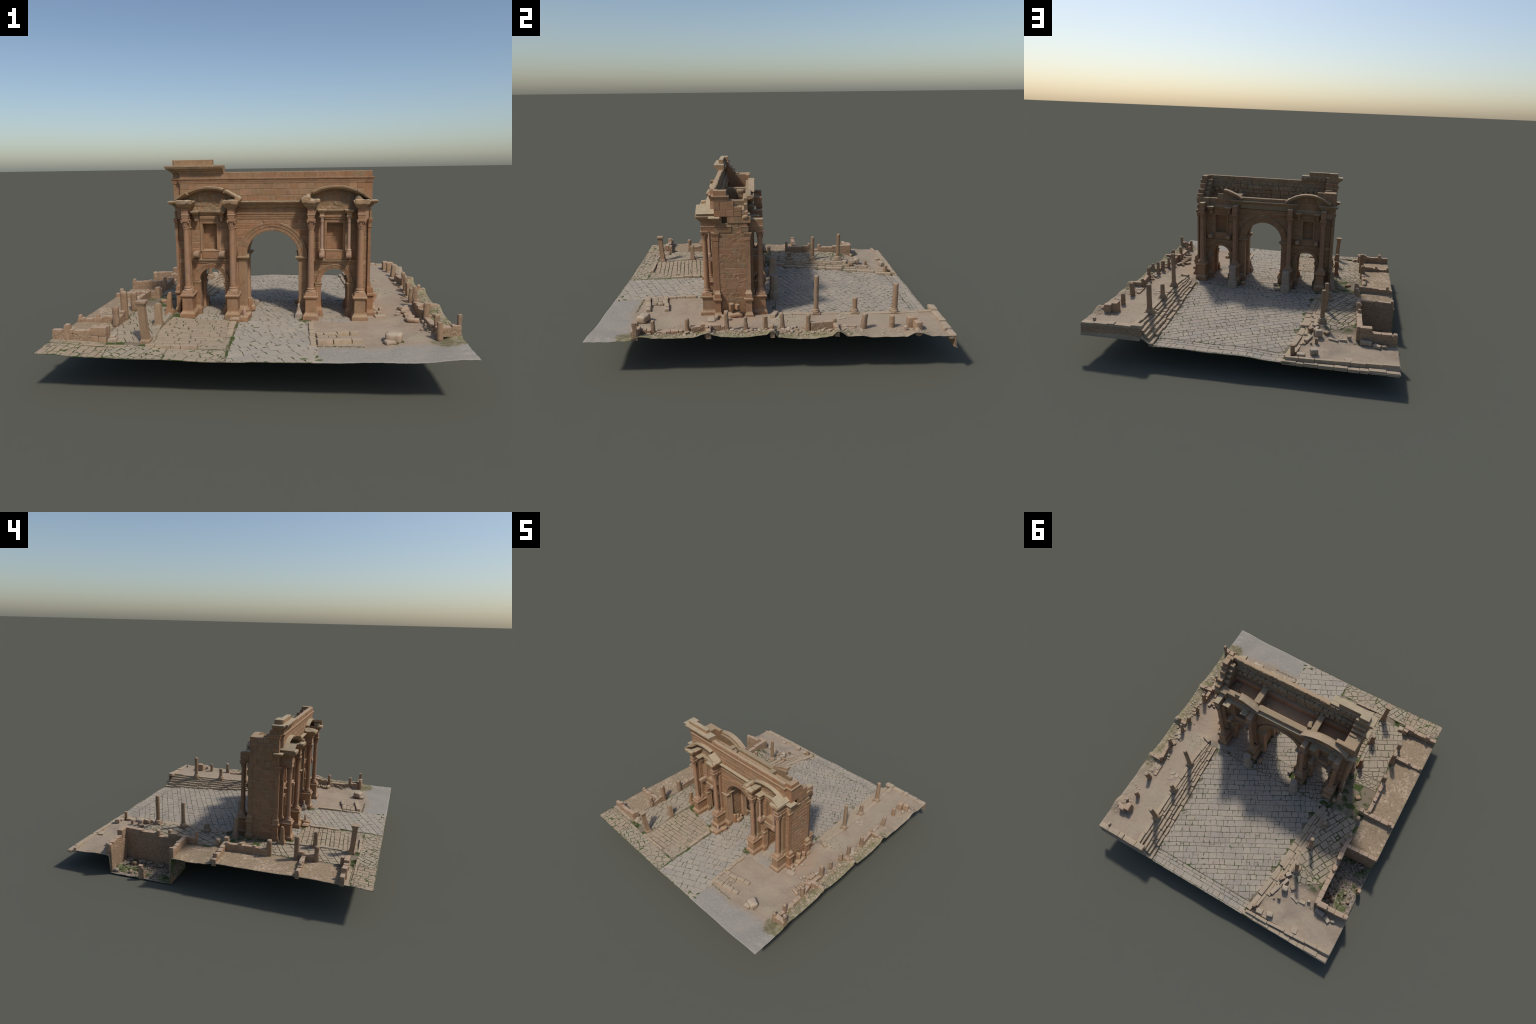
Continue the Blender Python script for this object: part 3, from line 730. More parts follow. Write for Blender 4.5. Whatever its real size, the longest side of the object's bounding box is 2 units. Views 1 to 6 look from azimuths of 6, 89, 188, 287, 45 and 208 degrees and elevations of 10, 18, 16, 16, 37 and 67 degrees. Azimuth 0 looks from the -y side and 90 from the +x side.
# two thin upright panels of wall stone set into the deep wall
for y0, y1 in ((.50, .505), (.58, .585)):
    build("wall_panel", box(-.7035, -.699, y0 - .012, y1 + .012, .01, .205, .002).jitter(.001), M_wall, site)

# retaining wall of the right platform at the back
for x0, x1, zt in ((.545, .612, .234), (.614, .716, .226), (.718, .758, .229), (.760, .845, .224), (.847, .922, .220)):
    caps.add(rough((x0 + x1) / 2, .968, zt - .026, x1 - x0, .040, .026, 0, .35, .002), .1, M_step)
low_wall(.549, .984, .922, .986, .009, .146, [(0, .214), (1, .206)], cap=0)
post(.86, .94, .21, .238, .018, .02, mat=M_block, rnd=.7)

# right-hand row of stumps with wall stretches
R = [(.835, -.735, .213, .289, .030, .028), (.840, -.644, .23, .297, .026, .022), (.832, -.464, .22, .301, .028, .026), (.868, -.350, .22, .272, .026, .026), (.822, -.246, .215, .335, .028, .026),
     (.816, -.142, .218, .298, .020, .024), (.826, -.036, .218, .305, .032, .028), (.822, .062, .22, .323, .026, .026), (.838, .199, .222, .319, .026, .026), (.818, .505, .218, .310, .030, .028), (.812, .664, .218, .292, .028, .028),
     (.890, .002, .225, .288, .026, .026), (.818, .347, .22, .284, .026, .026)]
for i, (x, y, a, b, w, d) in enumerate(R): post(x, y, a - .01, b, w, d, G(.2), amp=.0042, rnd=U(.4, .8), taper=U(.75, .95), tilt=(G(.003), G(.003)))
post(.916, -.725, .240, .320, .016, .022, rnd=.2)
low_wall(.838, -.728, .921, -.728, .034, .222, [(0, .262), (1, .276)], cap=.008)
low_wall(.838, -.72, .842, -.655, .024, .205, [(0, .250), (1, .244)])
low_wall(.836, -.625, .832, -.485, .028, .205, [(0, .238), (.5, .232), (1, .236)])
low_wall(.830, -.44, .812, -.352, .026, .205, [(0, .246), (1, .268)])
low_wall(.81, -.352, .915, -.338, .026, .218, [(0, .266), (1, .262)])
low_wall(.822, -.33, .820, -.26, .024, .205, [(0, .262), (1, .250)])
low_wall(.83, .0, .915, .002, .024, .218, [(0, .246), (1, .268)], cap=.01)
low_wall(.838, .212, .820, .335, .026, .205, [(0, .268), (1, .270)])
low_wall(.82, .347, .915, .347, .024, .218, [(0, .262), (1, .256)], cap=.01)
low_wall(.805, .37, .80, .47, .024, .205, [(0, .232), (1, .228)])
post(.806, .776, .21, .277, .038, .056, .05, M_wall, .25, .004, taper=.97); post(.845, .798, .21, .268, .046, .042, .1, M_wall, .3, .004, taper=.95); post(.885, .79, .21, .246, .05, .05, .3, M_wall, .8, .006, taper=.6)
post(.857, .729, .21, .250, .022, .022, mat=M_block, rnd=.9)
caps.done(); kerbs.done()

# =====================================================================
# stone columns and stumps of the colonnades
# =====================================================================
def colonnade_column(x, y, z0, z1, r=.0140, hw=.023, mat=None, seed=0, lean=(0, 0)):
    plinth = stack([(x - hw, x + hw, y - hw, y + hw, z0 - .006), (x - hw, x + hw, y - hw, y + hw, z0 + .010), (x - hw + .002, x + hw - .002, y - hw + .002, y + hw - .002, z0 + .012)]).jitter(.001)
    base = lathe([(.95 * hw, z0 + .011), (hw, z0 + .015), (.95 * hw, z0 + .020), (.74 * hw, z0 + .024), (.82 * hw, z0 + .028), (r * 1.08, z0 + .033)], 20, x, y, .05)
    zs = np.linspace(z0 + .030, z1 - .003, 18)
    shaft = lathe([(r * lerp(1.04, .95, i / 17) , z) for i, z in enumerate(zs)] + [(r * .8, z1), (r * .3, z1 + .001)], 20, x, y, .07, lean=lean)
    mat = mat or M_stand
    s = build("column_shaft", shaft, mat, site, 50); 
    build("column_base", base.add(plinth.v, plinth.f), mat, s, 40)
colonnade_column(.623, .265, .222, .459); colonnade_column(.614, .495, .216, .316); colonnade_column(.605, .733, .209, .396, .0158, .025)
colonnade_column(-.460, .561, .187, .400, .0140, .026); colonnade_column(-.466, .360, .191, .378, .0140, .024)
# pyramid-shaped stump
build("column_base", stack([(-.504, -.452, .150, .200, .180), (-.502, -.454, .153, .198, .205), (-.496, -.462, .158, .192, .215), (-.490, -.468, .163, .187, .250)]).jitter(.003, 40), M_stand, site)
# big fluted stumps on octagonal feet in front of the rear columns
for x, y, z0, z1 in ((.255, .030, .164, .332), (-.145, .038, .168, .327)):
    foot = lathe([(.036, z0 - .01), (.0365, z0 + .034), (.035, z0 + .040), (.033, z0 + .046), (.034, z0 + .052), (.028, z0 + .062)], 8, x, y, .02)
    sh = lathe([(.028, z0 + .05), (.0275, z0 + .10), (.0270, z1 - .012), (.0275, z1 - .010), (.0265, z1 - .002), (.022, z1 + .001)], 20, x, y, .01, flute=.06)
    o = build("column_shaft", sh, M_fstub, site); build("column_base", foot, M_fstub, o, 25)
# leaning square pillar and its neighbours on the left terrace
pil = stack([(-.503, -.457, -.848, -.803, .186), (-.502, -.458, -.847, -.804, .204), (-.497, -.463, -.842, -.809, .212), (-.500, -.468, -.847, -.815, .26), (-.502, -.471, -.850, -.819, .32), (-.505, -.473, -.853, -.821, .368),
             (-.507, -.471, -.855, -.819, .374), (-.512, -.466, -.860, -.814, .385), (-.511, -.467, -.859, -.815, .392)]).jitter(.0015, 60)
build("standing_stone", pil, M_stand, site)
for x, y, z0, z1, w, d in ((-.491, -.592, .200, .313, .033, .028),):
    build("standing_stone", stack([(x - w * .68, x + w * .68, y - d * .7, y + d * .7, z0 - .008), (x - w * .66, x + w * .66, y - d * .68, y + d * .68, z0 + .012), (x - w / 2, x + w / 2, y - d / 2, y + d / 2, z0 + .022), (x - w * .52, x + w * .48, y - d * .48, y + d * .48, z1 - .02), (x - w * .44, x + w * .4, y - d * .4, y + d * .4, z1 - .006), (x - w * .3, x + w * .25, y - d * .3, y + d * .3, z1)]).jitter(.002, 60), M_stand, site, 40)
build("standing_stone", stack([(-.522, -.472, -.392, -.350, .185), (-.520, -.474, -.390, -.352, .212), (-.512, -.484, -.384, -.358, .222), (-.510, -.486, -.382, -.360, .26), (-.508, -.484, -.380, -.360, .295), (-.500, -.486, -.376, -.362, .313)]).jitter(.002, 60), M_arch, site, 40)
build("standing_stone", stack([(-.508, -.462, -.058, -.016, .185), (-.506, -.464, -.056, -.018, .212), (-.498, -.468, -.052, -.026, .222), (-.495, -.466, -.056, -.030, .31), (-.490, -.468, -.056, -.036, .325)]).jitter(.002, 60), M_stand, site, 40)

# =====================================================================
# fallen stones
# =====================================================================
def fallen(x, y, z, sx, sy, sz, rot=0, rnd=.45, amp=.003, mat=None): build("fallen_block", rough(x, y, z - .005, sx, sy, sz + .005, rot, rnd, amp), mat or M_block, site, 55)
fallen(.633, -.742, .198, .072, .058, .040, -.35, .6, .005); fallen(.612, -.770, .196, .05, .04, .014, .3, .8, .003)
for x, y, s in ((.609, -.278, .02), (.598, -.318, .018), (.622, -.322, .018), (.640, -.243, .016)): fallen(x, y, .198, s * 1.3, s, s * .9, U(0, 3))
fallen(.588, -.232, .245, .034, .026, .036, .4, .3, .004, M_arch); fallen(.606, -.196, .255, .026, .022, .026, .7, .3, .003, M_arch)
fallen(.590, -.215, .195, .05, .10, .028, .1, .9, .008, M_arch)
fallen(.624, -.351, .193, .058, .040, .007, .15, .3, .001)
fallen(-.322, .911, .126, .026, .020, .056, .3, .5, .003, M_stand)
fallen(-.372, .922, .132, .045, .034, .010, .1, .4); fallen(-.444, .908, .145, .046, .036, .026, .35, .4)
fallen(-.452, .708, .160, .042, .038, .040, .2, .4); fallen(-.432, .668, .172, .055, .022, .020, 1.3, .3); fallen(-.395, .745, .136, .080, .026, .024, 1.25, .3)
fallen(-.446, .782, .150, .020, .016, .028, .2, .4, .002, M_stand); fallen(-.415, .80, .146, .014, .012, .012, .2, .8)
fallen(-.40, .655, .165, .04, .022, .02, .9, .3, .003, M_stand); fallen(-.425, .61, .178, .04, .03, .014, .9, .4)
fallen(-.50, .675, .165, .036, .03, .014, .7, .5, .003, M_stand)
fallen(-.545, .735, .152, .06, .022, .010, -.3, .5); fallen(-.60, .728, .150, .045, .022, .014, .1, .5); fallen(-.635, .70, .155, .024, .02, .022, .4, .5)
fallen(-.736, .728, .148, .070, .030, .020, -.15, .3, .004, M_fstub); fallen(-.80, .745, .145, .045, .03, .012, -.5, .3); fallen(-.84, .735, .142, .03, .02, .01, .3, .5)
fallen(-.64, .918, .128, .040, .038, .006, .2, .2)
fallen(-.598, -.135, .19, .040, .032, .020, .7, .6, .006, M_arch)
# broken socket stones at the foot of the road arch
fallen(-.125, -.452, .188, .060, .050, .012, .02, .2, .001, M_arch); build("fallen_block", box(-.142, -.104, -.468, -.432, .196, .2035, .002), M_pale, site)
fallen(-.079, -.440, .186, .046, .066, .026, -.1, .35, .003, M_arch); fallen(-.068, -.385, .186, .036, .05, .028, -.1, .4, .003, M_arch)
build("column_shaft", lathe([(.008, .21), (.0075, .250), (.004, .254)], 14, -.079, -.437, .05), M_pale, site, 50)
build("column_shaft", lathe([(.0100, .224), (.0078, .234), (.0072, .258), (.004, .261)], 14, .2015, -.366, .06), M_fstub, site, 50)
build("column_base", stack([(.182, .222, -.386, -.346, .178), (.183, .221, -.385, -.347, .206), (.187, .217, -.381, -.351, .214), (.193, .210, -.375, -.358, .226)]).jitter(.002, 50), M_fstub, site)
for x, y, h in ((-.076, -.262, .265), (-.071, -.235, .255), (-.068, -.205, .235)):
    build("column_shaft", lathe([(.013, .180), (.012, h - .004), (.007, h)], 14, x, y, .12), M_arch, site, 50)
fallen(-.06, -.225, .186, .03, .06, .03, .1, .6, .004, M_arch)
fallen(.185, -.04, .175, .03, .04, .02, .1, .6, .004, M_arch); fallen(-.055, -.075, .178, .03, .034, .02, .1, .4, .002, M_fstub)
fallen(-.080, .0, .176, .04, .05, .008, .4, .4, .002)
fallen(-.455, -.025, .19, .03, .03, .05, .3, .5, .003, M_arch)
# rolled column drums on the right
k = 0
for y in np.linspace(-.463, -.262, 11):
    r = .013 if k == 0 else U(.009, .012); L = .060 if k == 0 else U(.034, .048)
    mb = lathe([(r * .8, -L / 2), (r, -L / 2 + .003), (r, L / 2 - .003), (r * .8, L / 2)], 14, 0, 0, .1)
    cx = .770 if k == 0 else .757 + U(-.006, .006) + (.012 if k % 3 == 0 else 0); a = G(.2)
    build("fallen_drum", mb.moved(lambda p: Vector((cx + p.z * math.cos(a) - p.x * math.sin(a), y + p.z * math.sin(a) + p.x * math.cos(a), gz(cx, y) + r * .8 + p.y))), M_stand if k % 3 else M_wall, site, 50); k += 1
for x, y, s in ((.725, -.32, .02), (.74, -.255, .02), (.715, -.345, .016), (.775, -.245, .022)): fallen(x, y, gz(x, y), s * 1.3, s, s * .8, U(0, 3))

bank = Pieces("bank_stone", site, 60, 60)
for _ in range(120):
    y = U(-.70, .44); x = .832 + G(.020); sz = U(.009, .022)
    bank.add(rough(x, y, ground(x, y) - sz * .25, sz * U(1, 1.7), sz, sz * U(.5, .9), U(0, 3), U(.4, .8), sz * .16, seg=3), sz, M_block if RNG.random() < .6 else M_stand)
bank.done()
# loose rubble too small to count
rub = MB()
def scatter(n, x0, x1, y0, y1, s0, s1):
    for _ in range(n):
        x, y, s = U(x0, x1), U(y0, y1), U(s0, s1)
        b = rough(x, y, ground(x, y) - s * .25, s * U(1, 1.5), s, s * .6, U(0, 3), .8, s * .12, seg=2); rub.add(b.v, b.f)
scatter(120, .85, .918, -.70, .42, .004, .012); scatter(34, .83, .918, .46, .75, .004, .012); scatter(46, .80, .915, .68, .86, .004, .011); scatter(40, .83, .87, .34, .50, .004, .012)
scatter(90, -.915, -.71, .26, .65, .004, .011); scatter(60, -.60, -.42, .56, .74, .004, .010); scatter(40, -.72, -.66, -.56, -.52, .004, .008)
scatter(50, .50, .80, -.70, -.1, .0025, .005); scatter(40, .64, .80, .1, .9, .0025, .005); scatter(40, -.69, -.35, .7, .92, .003, .005); scatter(30, .70, .84, -.62, -.40, .004, .009)
build("rubble", rub, M_block, site, None, "stuff")

# grass tufts and moss
gr = MB()
def tuft(x, y, n, h, sp):
    for _ in range(n):
        a, d = U(0, 6.28), sp * math.sqrt(RNG.random()); px, py = x + d * math.cos(a), y + d * math.sin(a); z = ground(px, py); w = U(.0008, .0016); hh = h * U(.5, 1.2); b = U(0, 6.28); l = hh * .5
        t = (px + math.cos(b) * l, py + math.sin(b) * l, z + hh)
        gr.add([(px + w * math.cos(q), py + w * math.sin(q), z - .001) for q in (b, b + 2.1, b + 4.2)] + [t], [(0, 1, 3), (1, 2, 3), (2, 0, 3)])
for _ in range(60): tuft(U(-.90, -.66), -.872 + G(.006), 12, .006, .007)
for _ in range(25): tuft(U(-.66, -.56), -.86 + G(.012), 12, .006, .008)
for _ in range(70): tuft(U(-.905, -.72), U(.50, .645), 14, .009, .008)
for _ in range(40): tuft(U(-.905, -.72), U(.26, .46), 12, .009, .008)
for _ in range(16): tuft(.632 + .04 * math.cos(_) , -.752 + .032 * math.sin(_), 10, .006, .006)
for _ in range(30): tuft(U(.29, .50), -.812 + .2 * 0 + G(.004), 8, .005, .005)
for _ in range(50): tuft(U(.85, .92), U(-.68, .45), 8, .006, .01)
for _ in range(16): tuft(U(-.108, -.092), U(-.86, -.70), 14, .005, .006)
for _ in range(18): tuft(U(-.19, -.10), U(-.52, -.465), 9, .004, .007)
for _ in range(10): tuft(U(-.70, -.66), U(.69, .74), 10, .006, .008)
build("grass_tuft", gr, M_grass, site, None, "stuff")
moss = MB()
def moss_blob(x, y, l, w, rot):
    z = gz(x, y) + .0012; n = 9; ring = []
    for i in range(n):
        a = 6.283 * i / n; k = U(.65, 1.25); p, q = l * k * math.cos(a), w * k * math.sin(a)
        ring.append((x + p * math.cos(rot) - q * math.sin(rot), y + p * math.sin(rot) + q * math.cos(rot)))
    lo = [(p[0], p[1], gz(*p) - .002) for p in ring]; mid = [(lerp(x, p[0], .8), lerp(y, p[1], .8), gz(*p) + .0022) for p in ring]
    b = loft([lo, mid]); moss.add(b.v, b.f)
a28 = math.radians(28)
def moss_zone(n, x0, x1, y0, y1, s=1.0, ang=a28):
    for _ in range(n):
        x, y = U(x0, x1), U(y0, y1)
        if nz(x * 7, y * 7, 4) < .02: continue
        moss_blob(x, y, U(.004, .012) * s, U(.0012, .0026) * s, ang + (math.pi / 2 if RNG.random() < .6 else 0) + G(.15))
for poly, nm in edges:
    k = {"grey_paving": .30, "blue_grey_paving": .42, "tan_paving": .55, "terrace_paving": .75}.get(nm, .2)
    for a, b in zip(poly, poly[1:] + poly[:1]):
        L = math.dist(a, b); cx, cy = (a[0] + b[0]) / 2, (a[1] + b[1]) / 2
        dens = k * (.35 + 1.8 * max(0, nz(cx * 5, cy * 5, 4)))
        if L > .012 and RNG.random() < dens * .8:
            t = U(.1, .9); l = L * U(.12, .5) * (1 if nm != "terrace_paving" else 1.2)
            moss_blob(lerp(a[0], b[0], t), lerp(a[1], b[1], t), max(.003, l / 2), U(.0012, .0028), math.atan2(b[1] - a[1], b[0] - a[0]))
for x, y, l, w, r in ((-.39, .015, .03, .018, .2), (-.42, .05, .03, .014, .9), (.235, -.965, .016, .006, .1), (.43, .02, .014, .012, 0), (-.098, -.80, .03, .006, 1.5), (-.095, -.74, .035, .008, 1.5), (-.135, -.475, .03, .008, .1), (.30, -.975, .02, .005, .1), (.29, -.94, .018, .007, 1.2)):
    moss_blob(x, y, l, w, r)
build("moss", moss, M_moss, site, 60, "stuff")

# =====================================================================
# THE ARCH
# =====================================================================
XC = .058
YF, YR = -.310, -.127            # front and rear wall faces
XL, XR = -.457, .566             # end faces
MAIN = dict(c=XC + .001, r=.139, z=.502, R=.186)
SIDE = [dict(c=-.271, r=.069, z=.367, R=.096), dict(c=.387, r=.070, z=.368, R=.096)]
COLX = [-.389, -.147, .263, .514]
Z0, ZFLOOR, ZTOP = .176, .742, .949

def opening(o, n=20, more=0.0):
    o = dict(o, r=o["r"] + more)
    pts = [(o["c"] - o["r"], Z0), (o["c"] - o["r"], o["z"])]
    pts += [(o["c"] - o["r"] * math.cos(math.pi * i / n), o["z"] + o["r"] * math.sin(math.pi * i / n)) for i in range(1, n)]
    return pts + [(o["c"] + o["r"], o["z"]), (o["c"] + o["r"], Z0)]
CB = .008                          # the middle bay stands this much forward at the front
NICHES = [(-.314, -.237), (.345, .428)]
core = extrude_xz([(XL, Z0)] + opening(SIDE[0], 20, .012) + opening(MAIN, 32, .020) + opening(SIDE[1], 20, .012) + [(XR, Z0), (XR, ZFLOOR), (XL, ZFLOOR)], YF + .038, YR - .038)
build("wall_core", core, M_core, arch)
def facing(y0, y1):
    """Outer skin of a facade with three arched openings and two niches, cut into strips so that niches stay open."""
    mb = MB()
    def piece(p): b = extrude_xz(p, y0, y1); mb.add(b.v, b.f)
    for o, (n0, n1) in zip(SIDE, NICHES):
        lo, hi = (XL, -.147) if o["c"] < 0 else (.263, XR)
        piece([(lo, Z0)] + opening(o) + [(hi, Z0), (hi, .537), (lo, .537)])
        piece([(lo, .537), (n0, .537), (n0, .680), (lo, .680)]); piece([(n1, .537), (hi, .537), (hi, .680), (n1, .680)])
        piece([(lo, .680), (hi, .680), (hi, .80), (lo, .80)])
    yc = y0 - CB if y0 == YF else y0
    b = extrude_xz([(-.147, Z0)] + opening(MAIN, 32) + [(.263, Z0), (.263, .80), (-.147, .80)], yc, y1); mb.add(b.v, b.f)
    return mb
build("wall_facing", facing(YF, YF + .038), M_core, arch); build("wall_facing", facing(YR - .038, YR), M_core, arch)

blocks = Pieces("masonry_block", arch)
def cut_rows(o, za, zb, u0, u1, R):
    """Part of a course blocked by an opening of outer radius R: returns left and right limits at za and zb."""
    def half(z):
        if z <= o["z"]: return R
        d = R * R - (z - o["z"]) ** 2
        return math.sqrt(d) if d > 0 else 0
    a, b = half(za), half(zb)
    return a, b
def block(axis, at, sgn, ua0, ua1, ub0, ub1, za, zb, depth, amp):
    """One ashlar: trapezoid face (ua at za, ub at zb), standing 'depth' proud of the wall plane."""
    g = .0011; nu, nw = max(2, min(6, int((ua1 - ua0) / .012))), 3
    ch = .0008; seed = U(0, 90)
    tone = U(-.5, 1) * .0006
    P = (lambda u, d, z: (u, at + sgn * d, z)) if axis == "y" else (lambda u, d, z: (at + sgn * d, u, z))
    vs, fs = [], []
    for j in range(nw + 1):
        t = j / nw; z = lerp(za + g + ch, zb - g - ch, t)
        l, r = lerp(ua0, ub0, t) + g + ch, lerp(ua1, ub1, t) - g - ch
        for i in range(nu + 1):
            u = lerp(l, r, i / nu); vs.append(P(u, depth + tone + amp * nz(u * 70, z * 70, seed), z))
    for j in range(nw):
        for i in range(nu):
            a = j * (nu + 1) + i; fs.append((a, a + 1, a + nu + 2, a + nu + 1))
    b = len(vs); bor = [(i, 0) for i in range(nu)] + [(nu, j) for j in range(nw)] + [(i, nw) for i in range(nu, 0, -1)] + [(0, j) for j in range(nw, 0, -1)]
    for i, j in bor:
        t = j / nw; z = lerp(za + g, zb - g, t); u = lerp(lerp(ua0, ub0, t) + g, lerp(ua1, ub1, t) - g, i / nu)
        vs.append(P(u, depth - ch * .8, z)); vs.append(P(u, -.002, z))
    m = len(bor)
    for q in range(m):
        i, j = bor[q]; i2, j2 = bor[(q + 1) % m]; a, c = j * (nu + 1) + i, j2 * (nu + 1) + i2
        k, k2 = b + 2 * q, b + 2 * ((q + 1) % m)
        fs += [(a, c, k2, k), (k, k2, k2 + 1, k + 1)]
    return MB().add(vs, fs)
def ashlar(axis, at, sgn, u0, u1, z0, z1, course=.029, length=.058, depth=.0010, amp=.0006, holes=(), mat=None, rects=(), broken=0.0):
    """Courses of ashlar on a vertical wall face, leaving out arch rings and rectangles."""
    n = max(1, round((z1 - z0) / course)); zs = [z0 + (z1 - z0) * (i + (0 if i in (0, n) else U(-.13, .13))) / n for i in range(n + 1)]
    for r, (za, zb) in enumerate(zip(zs, zs[1:])):
        spans = [(u0, u1, u0, u1)]
        for o, R in holes:
            if za >= o["z"] + R: continue
            a, b = cut_rows(o, za, zb, u0, u1, R); new = []
            for l, rr, l2, r2 in spans:
                if o["c"] + a <= l or o["c"] - a >= rr: new.append((l, rr, l2, r2)); continue
                new += [(l, o["c"] - a, l2, o["c"] - b), (o["c"] + a, rr, o["c"] + b, r2)]
            spans = new
        for x0, x1, ra, rb in rects:
            if rb <= za + .004 or ra >= zb - .004: continue
            new = []
            for l, rr, l2, r2 in spans:
                if x1 <= l or x0 >= rr: new.append((l, rr, l2, r2)); continue
                if x0 > l: new.append((l, x0, l2, min(x0, r2)))
                if x1 < rr: new.append((x1, rr, max(x1, l2), r2))
            spans = new
        for l, rr, l2, r2 in spans:
            w = max(rr, r2) - min(l, l2)
            if rr - l < .007 and r2 - l2 < .007: continue
            k = max(1, round((min(rr, r2) - max(l, l2)) / (length * U(.8, 1.25)))); ts = [0] + [(i + U(-.22, .22)) / k for i in range(1, k)] + [1]
            if r % 2 and k > 1: ts = [0] + [min(.97, max(.03, t - .3 / k)) for t in ts[1:-1]] + [1]
            m0, m1 = max(l, l2), min(rr, r2)
            for q, (t0, t1) in enumerate(zip(ts, ts[1:])):
                a0 = b0 = lerp(m0, m1, t0); a1 = b1 = lerp(m0, m1, t1)
                if q == 0: a0, b0 = l, l2
                if q == k - 1: a1, b1 = rr, r2
                if max(a1 - a0, b1 - b0) < .006: continue
                a1, b1 = max(a1, a0 + .003), max(b1, b0 + .003)
                dd = depth * U(.7, 1.15); am = amp * (3 if RNG.random() < broken else U(.5, 1.5))
                blocks.add(block(axis, at, sgn, a0, a1, b0, b1, za, zb, dd, am), w * (zb - za) / k, mat or M_arch)
HOLES = [(MAIN, .187), (SIDE[0], .0965), (SIDE[1], .0965)]
NR = [(n0 - .013, n1 + .018, .49, .757) for n0, n1 in NICHES]
LEDGE = [(-.38, -.165, .466, .487), (.28, .50, .466, .487)]
for yy, sg in ((YF, -1), (YR, 1)):
    mid = yy - CB if sg < 0 else yy
    for u0, u1, y in ((XL, -.148, yy), (-.147, .263, mid), (.264, XR, yy)):
        ashlar("y", y, sg, u0, u1, .19, .466, .0306, .05, holes=HOLES, amp=.0009)
        ashlar("y", y, sg, u0, u1, .486 if u0 != -.147 else .466, .705, .0312, .052, holes=HOLES, rects=NR, amp=.0008)
    ashlar("y", mid, sg, -.13, .246, .737, .764, .03, .075)
    for n0, n1 in NICHES: ashlar("y", yy, sg, n0 - .055, n1 + .055, .757, .85 if sg < 0 or n0 < 0 else .80, .047, .042)
ashlar("x", XR, 1, YF, YR, .19, .762, .0300, .062, .0012, .0009, broken=.3); ashlar("x", XL, -1, YF, YR, .19, .790, .0290, .055, .0014, .0012, broken=.5)
# jambs of the three passages
for o in [MAIN] + SIDE:
    for s in (-1, 1):
        ashlar("x", o["c"] + s * (o["r"] + (.020 if o is MAIN else .012)), -s, YF + .039, YR - .039, .19, o["z"] - .004, .034, .06, .001, .0008)
# voussoirs on both faces, and moulded rings
vous = Pieces("voussoir", arch)
def ring_of_voussoirs(o, y, sg, n):
    for i in range(n):
        a0, a1 = math.pi * i / n + .0018, math.pi * (i + 1) / n - .0018; R = []
        for k in range(4):
            a = lerp(a0, a1, k / 3); R.append((math.cos(a), math.sin(a)))
        d = .006 * U(.85, 1.1); rings = []
        for r, yy in ((o["r"] + .0003, y - sg * .02), (o["r"] + .0003, y + sg * d * .7), (o["r"] + .006, y + sg * d), (lerp(o["r"], o["R"], .45), y + sg * d), (lerp(o["r"], o["R"], .47), y + sg * (d + .0022)), (lerp(o["r"], o["R"], .78), y + sg * (d + .0026)), (lerp(o["r"], o["R"], .80), y + sg * (d + .005)), (o["R"] - .001, y + sg * (d + .0055)), (o["R"], y + sg * .0), (o["R"], y - sg * .004)):
            rings.append([(o["c"] + r * c, yy, o["z"] + r * s) for c, s in R])
        mb = loft(rings, caps=False, closed=False)
        m = len(rings); nn = 4
        mb.f += [tuple(k * nn for k in range(m)), tuple(k * nn + 3 for k in range(m))[::-1]]
        vous.add(mb, .001, M_arch)
for y, sg in ((YF, -1), (YR, 1)):
    ring_of_voussoirs(MAIN, y - CB if sg < 0 else y, sg, 19)
    for o in SIDE: ring_of_voussoirs(o, y, sg, 11)
vous.done()
# keystone panel of the front arch
build("keystone_panel", arc_band(MAIN["c"], MAIN["z"], -.22, .22, [(.163, -.310), (.163, -.3275), (.196, -.3275), (.196, -.310)], 10), M_arch, arch)
# imposts, jamb pilasters and their feet
def impost(o, w, z0, z1, out, foot, fwd=0.0):
    for s in (-1, 1):
        e = o["c"] + s * o["r"]; a, b = sorted((e, e + s * w))
        for y, sg in ((YF - fwd, -1), (YR, 1)):
            yy = lambda d: sorted((y + sg * d, y - sg * .012))
            def R(d, z): x0, x1 = (a - d, b + d * .3) if s > 0 else (a - d * .3, b + d); q = yy(d + .004); return (x0, x1, q[0], q[1], z)
            build("impost", stack([R(0, z0 - .004), R(.003, z0), R(.003, lerp(z0, z1, .3)), R(out * .7, lerp(z0, z1, .45)), R(out, lerp(z0, z1, .7)), R(out, z1)]).jitter(.0006), M_cornice, arch)
            q = yy(.005); build("jamb_pilaster", box(a + (.001 if s > 0 else 0), b - (0 if s > 0 else .001), q[0], q[1], .19, z0 - .002, .0008), M_arch, arch)
            build("jamb_foot", stack([R(foot, .178), R(foot, .212), R(foot * .35, .226), R(0, .234)]).jitter(.001), M_arch, arch)
impost(MAIN, .042, .480, .506, .016, .014, CB)
for o in SIDE: impost(o, .030, .345, .364, .007, .011)
# inner imposts carried through the passage
for s in (-1, 1):
    x = MAIN["c"] + s * MAIN["r"]
    build("impost", stack([tuple(sorted((x + s * .024, x - s * d))) + (YF + .012, YR - .012, z) for d, z in ((-.012, .478), (-.010, .488), (.004, .496), (.010, .506))]), M_cornice, arch)
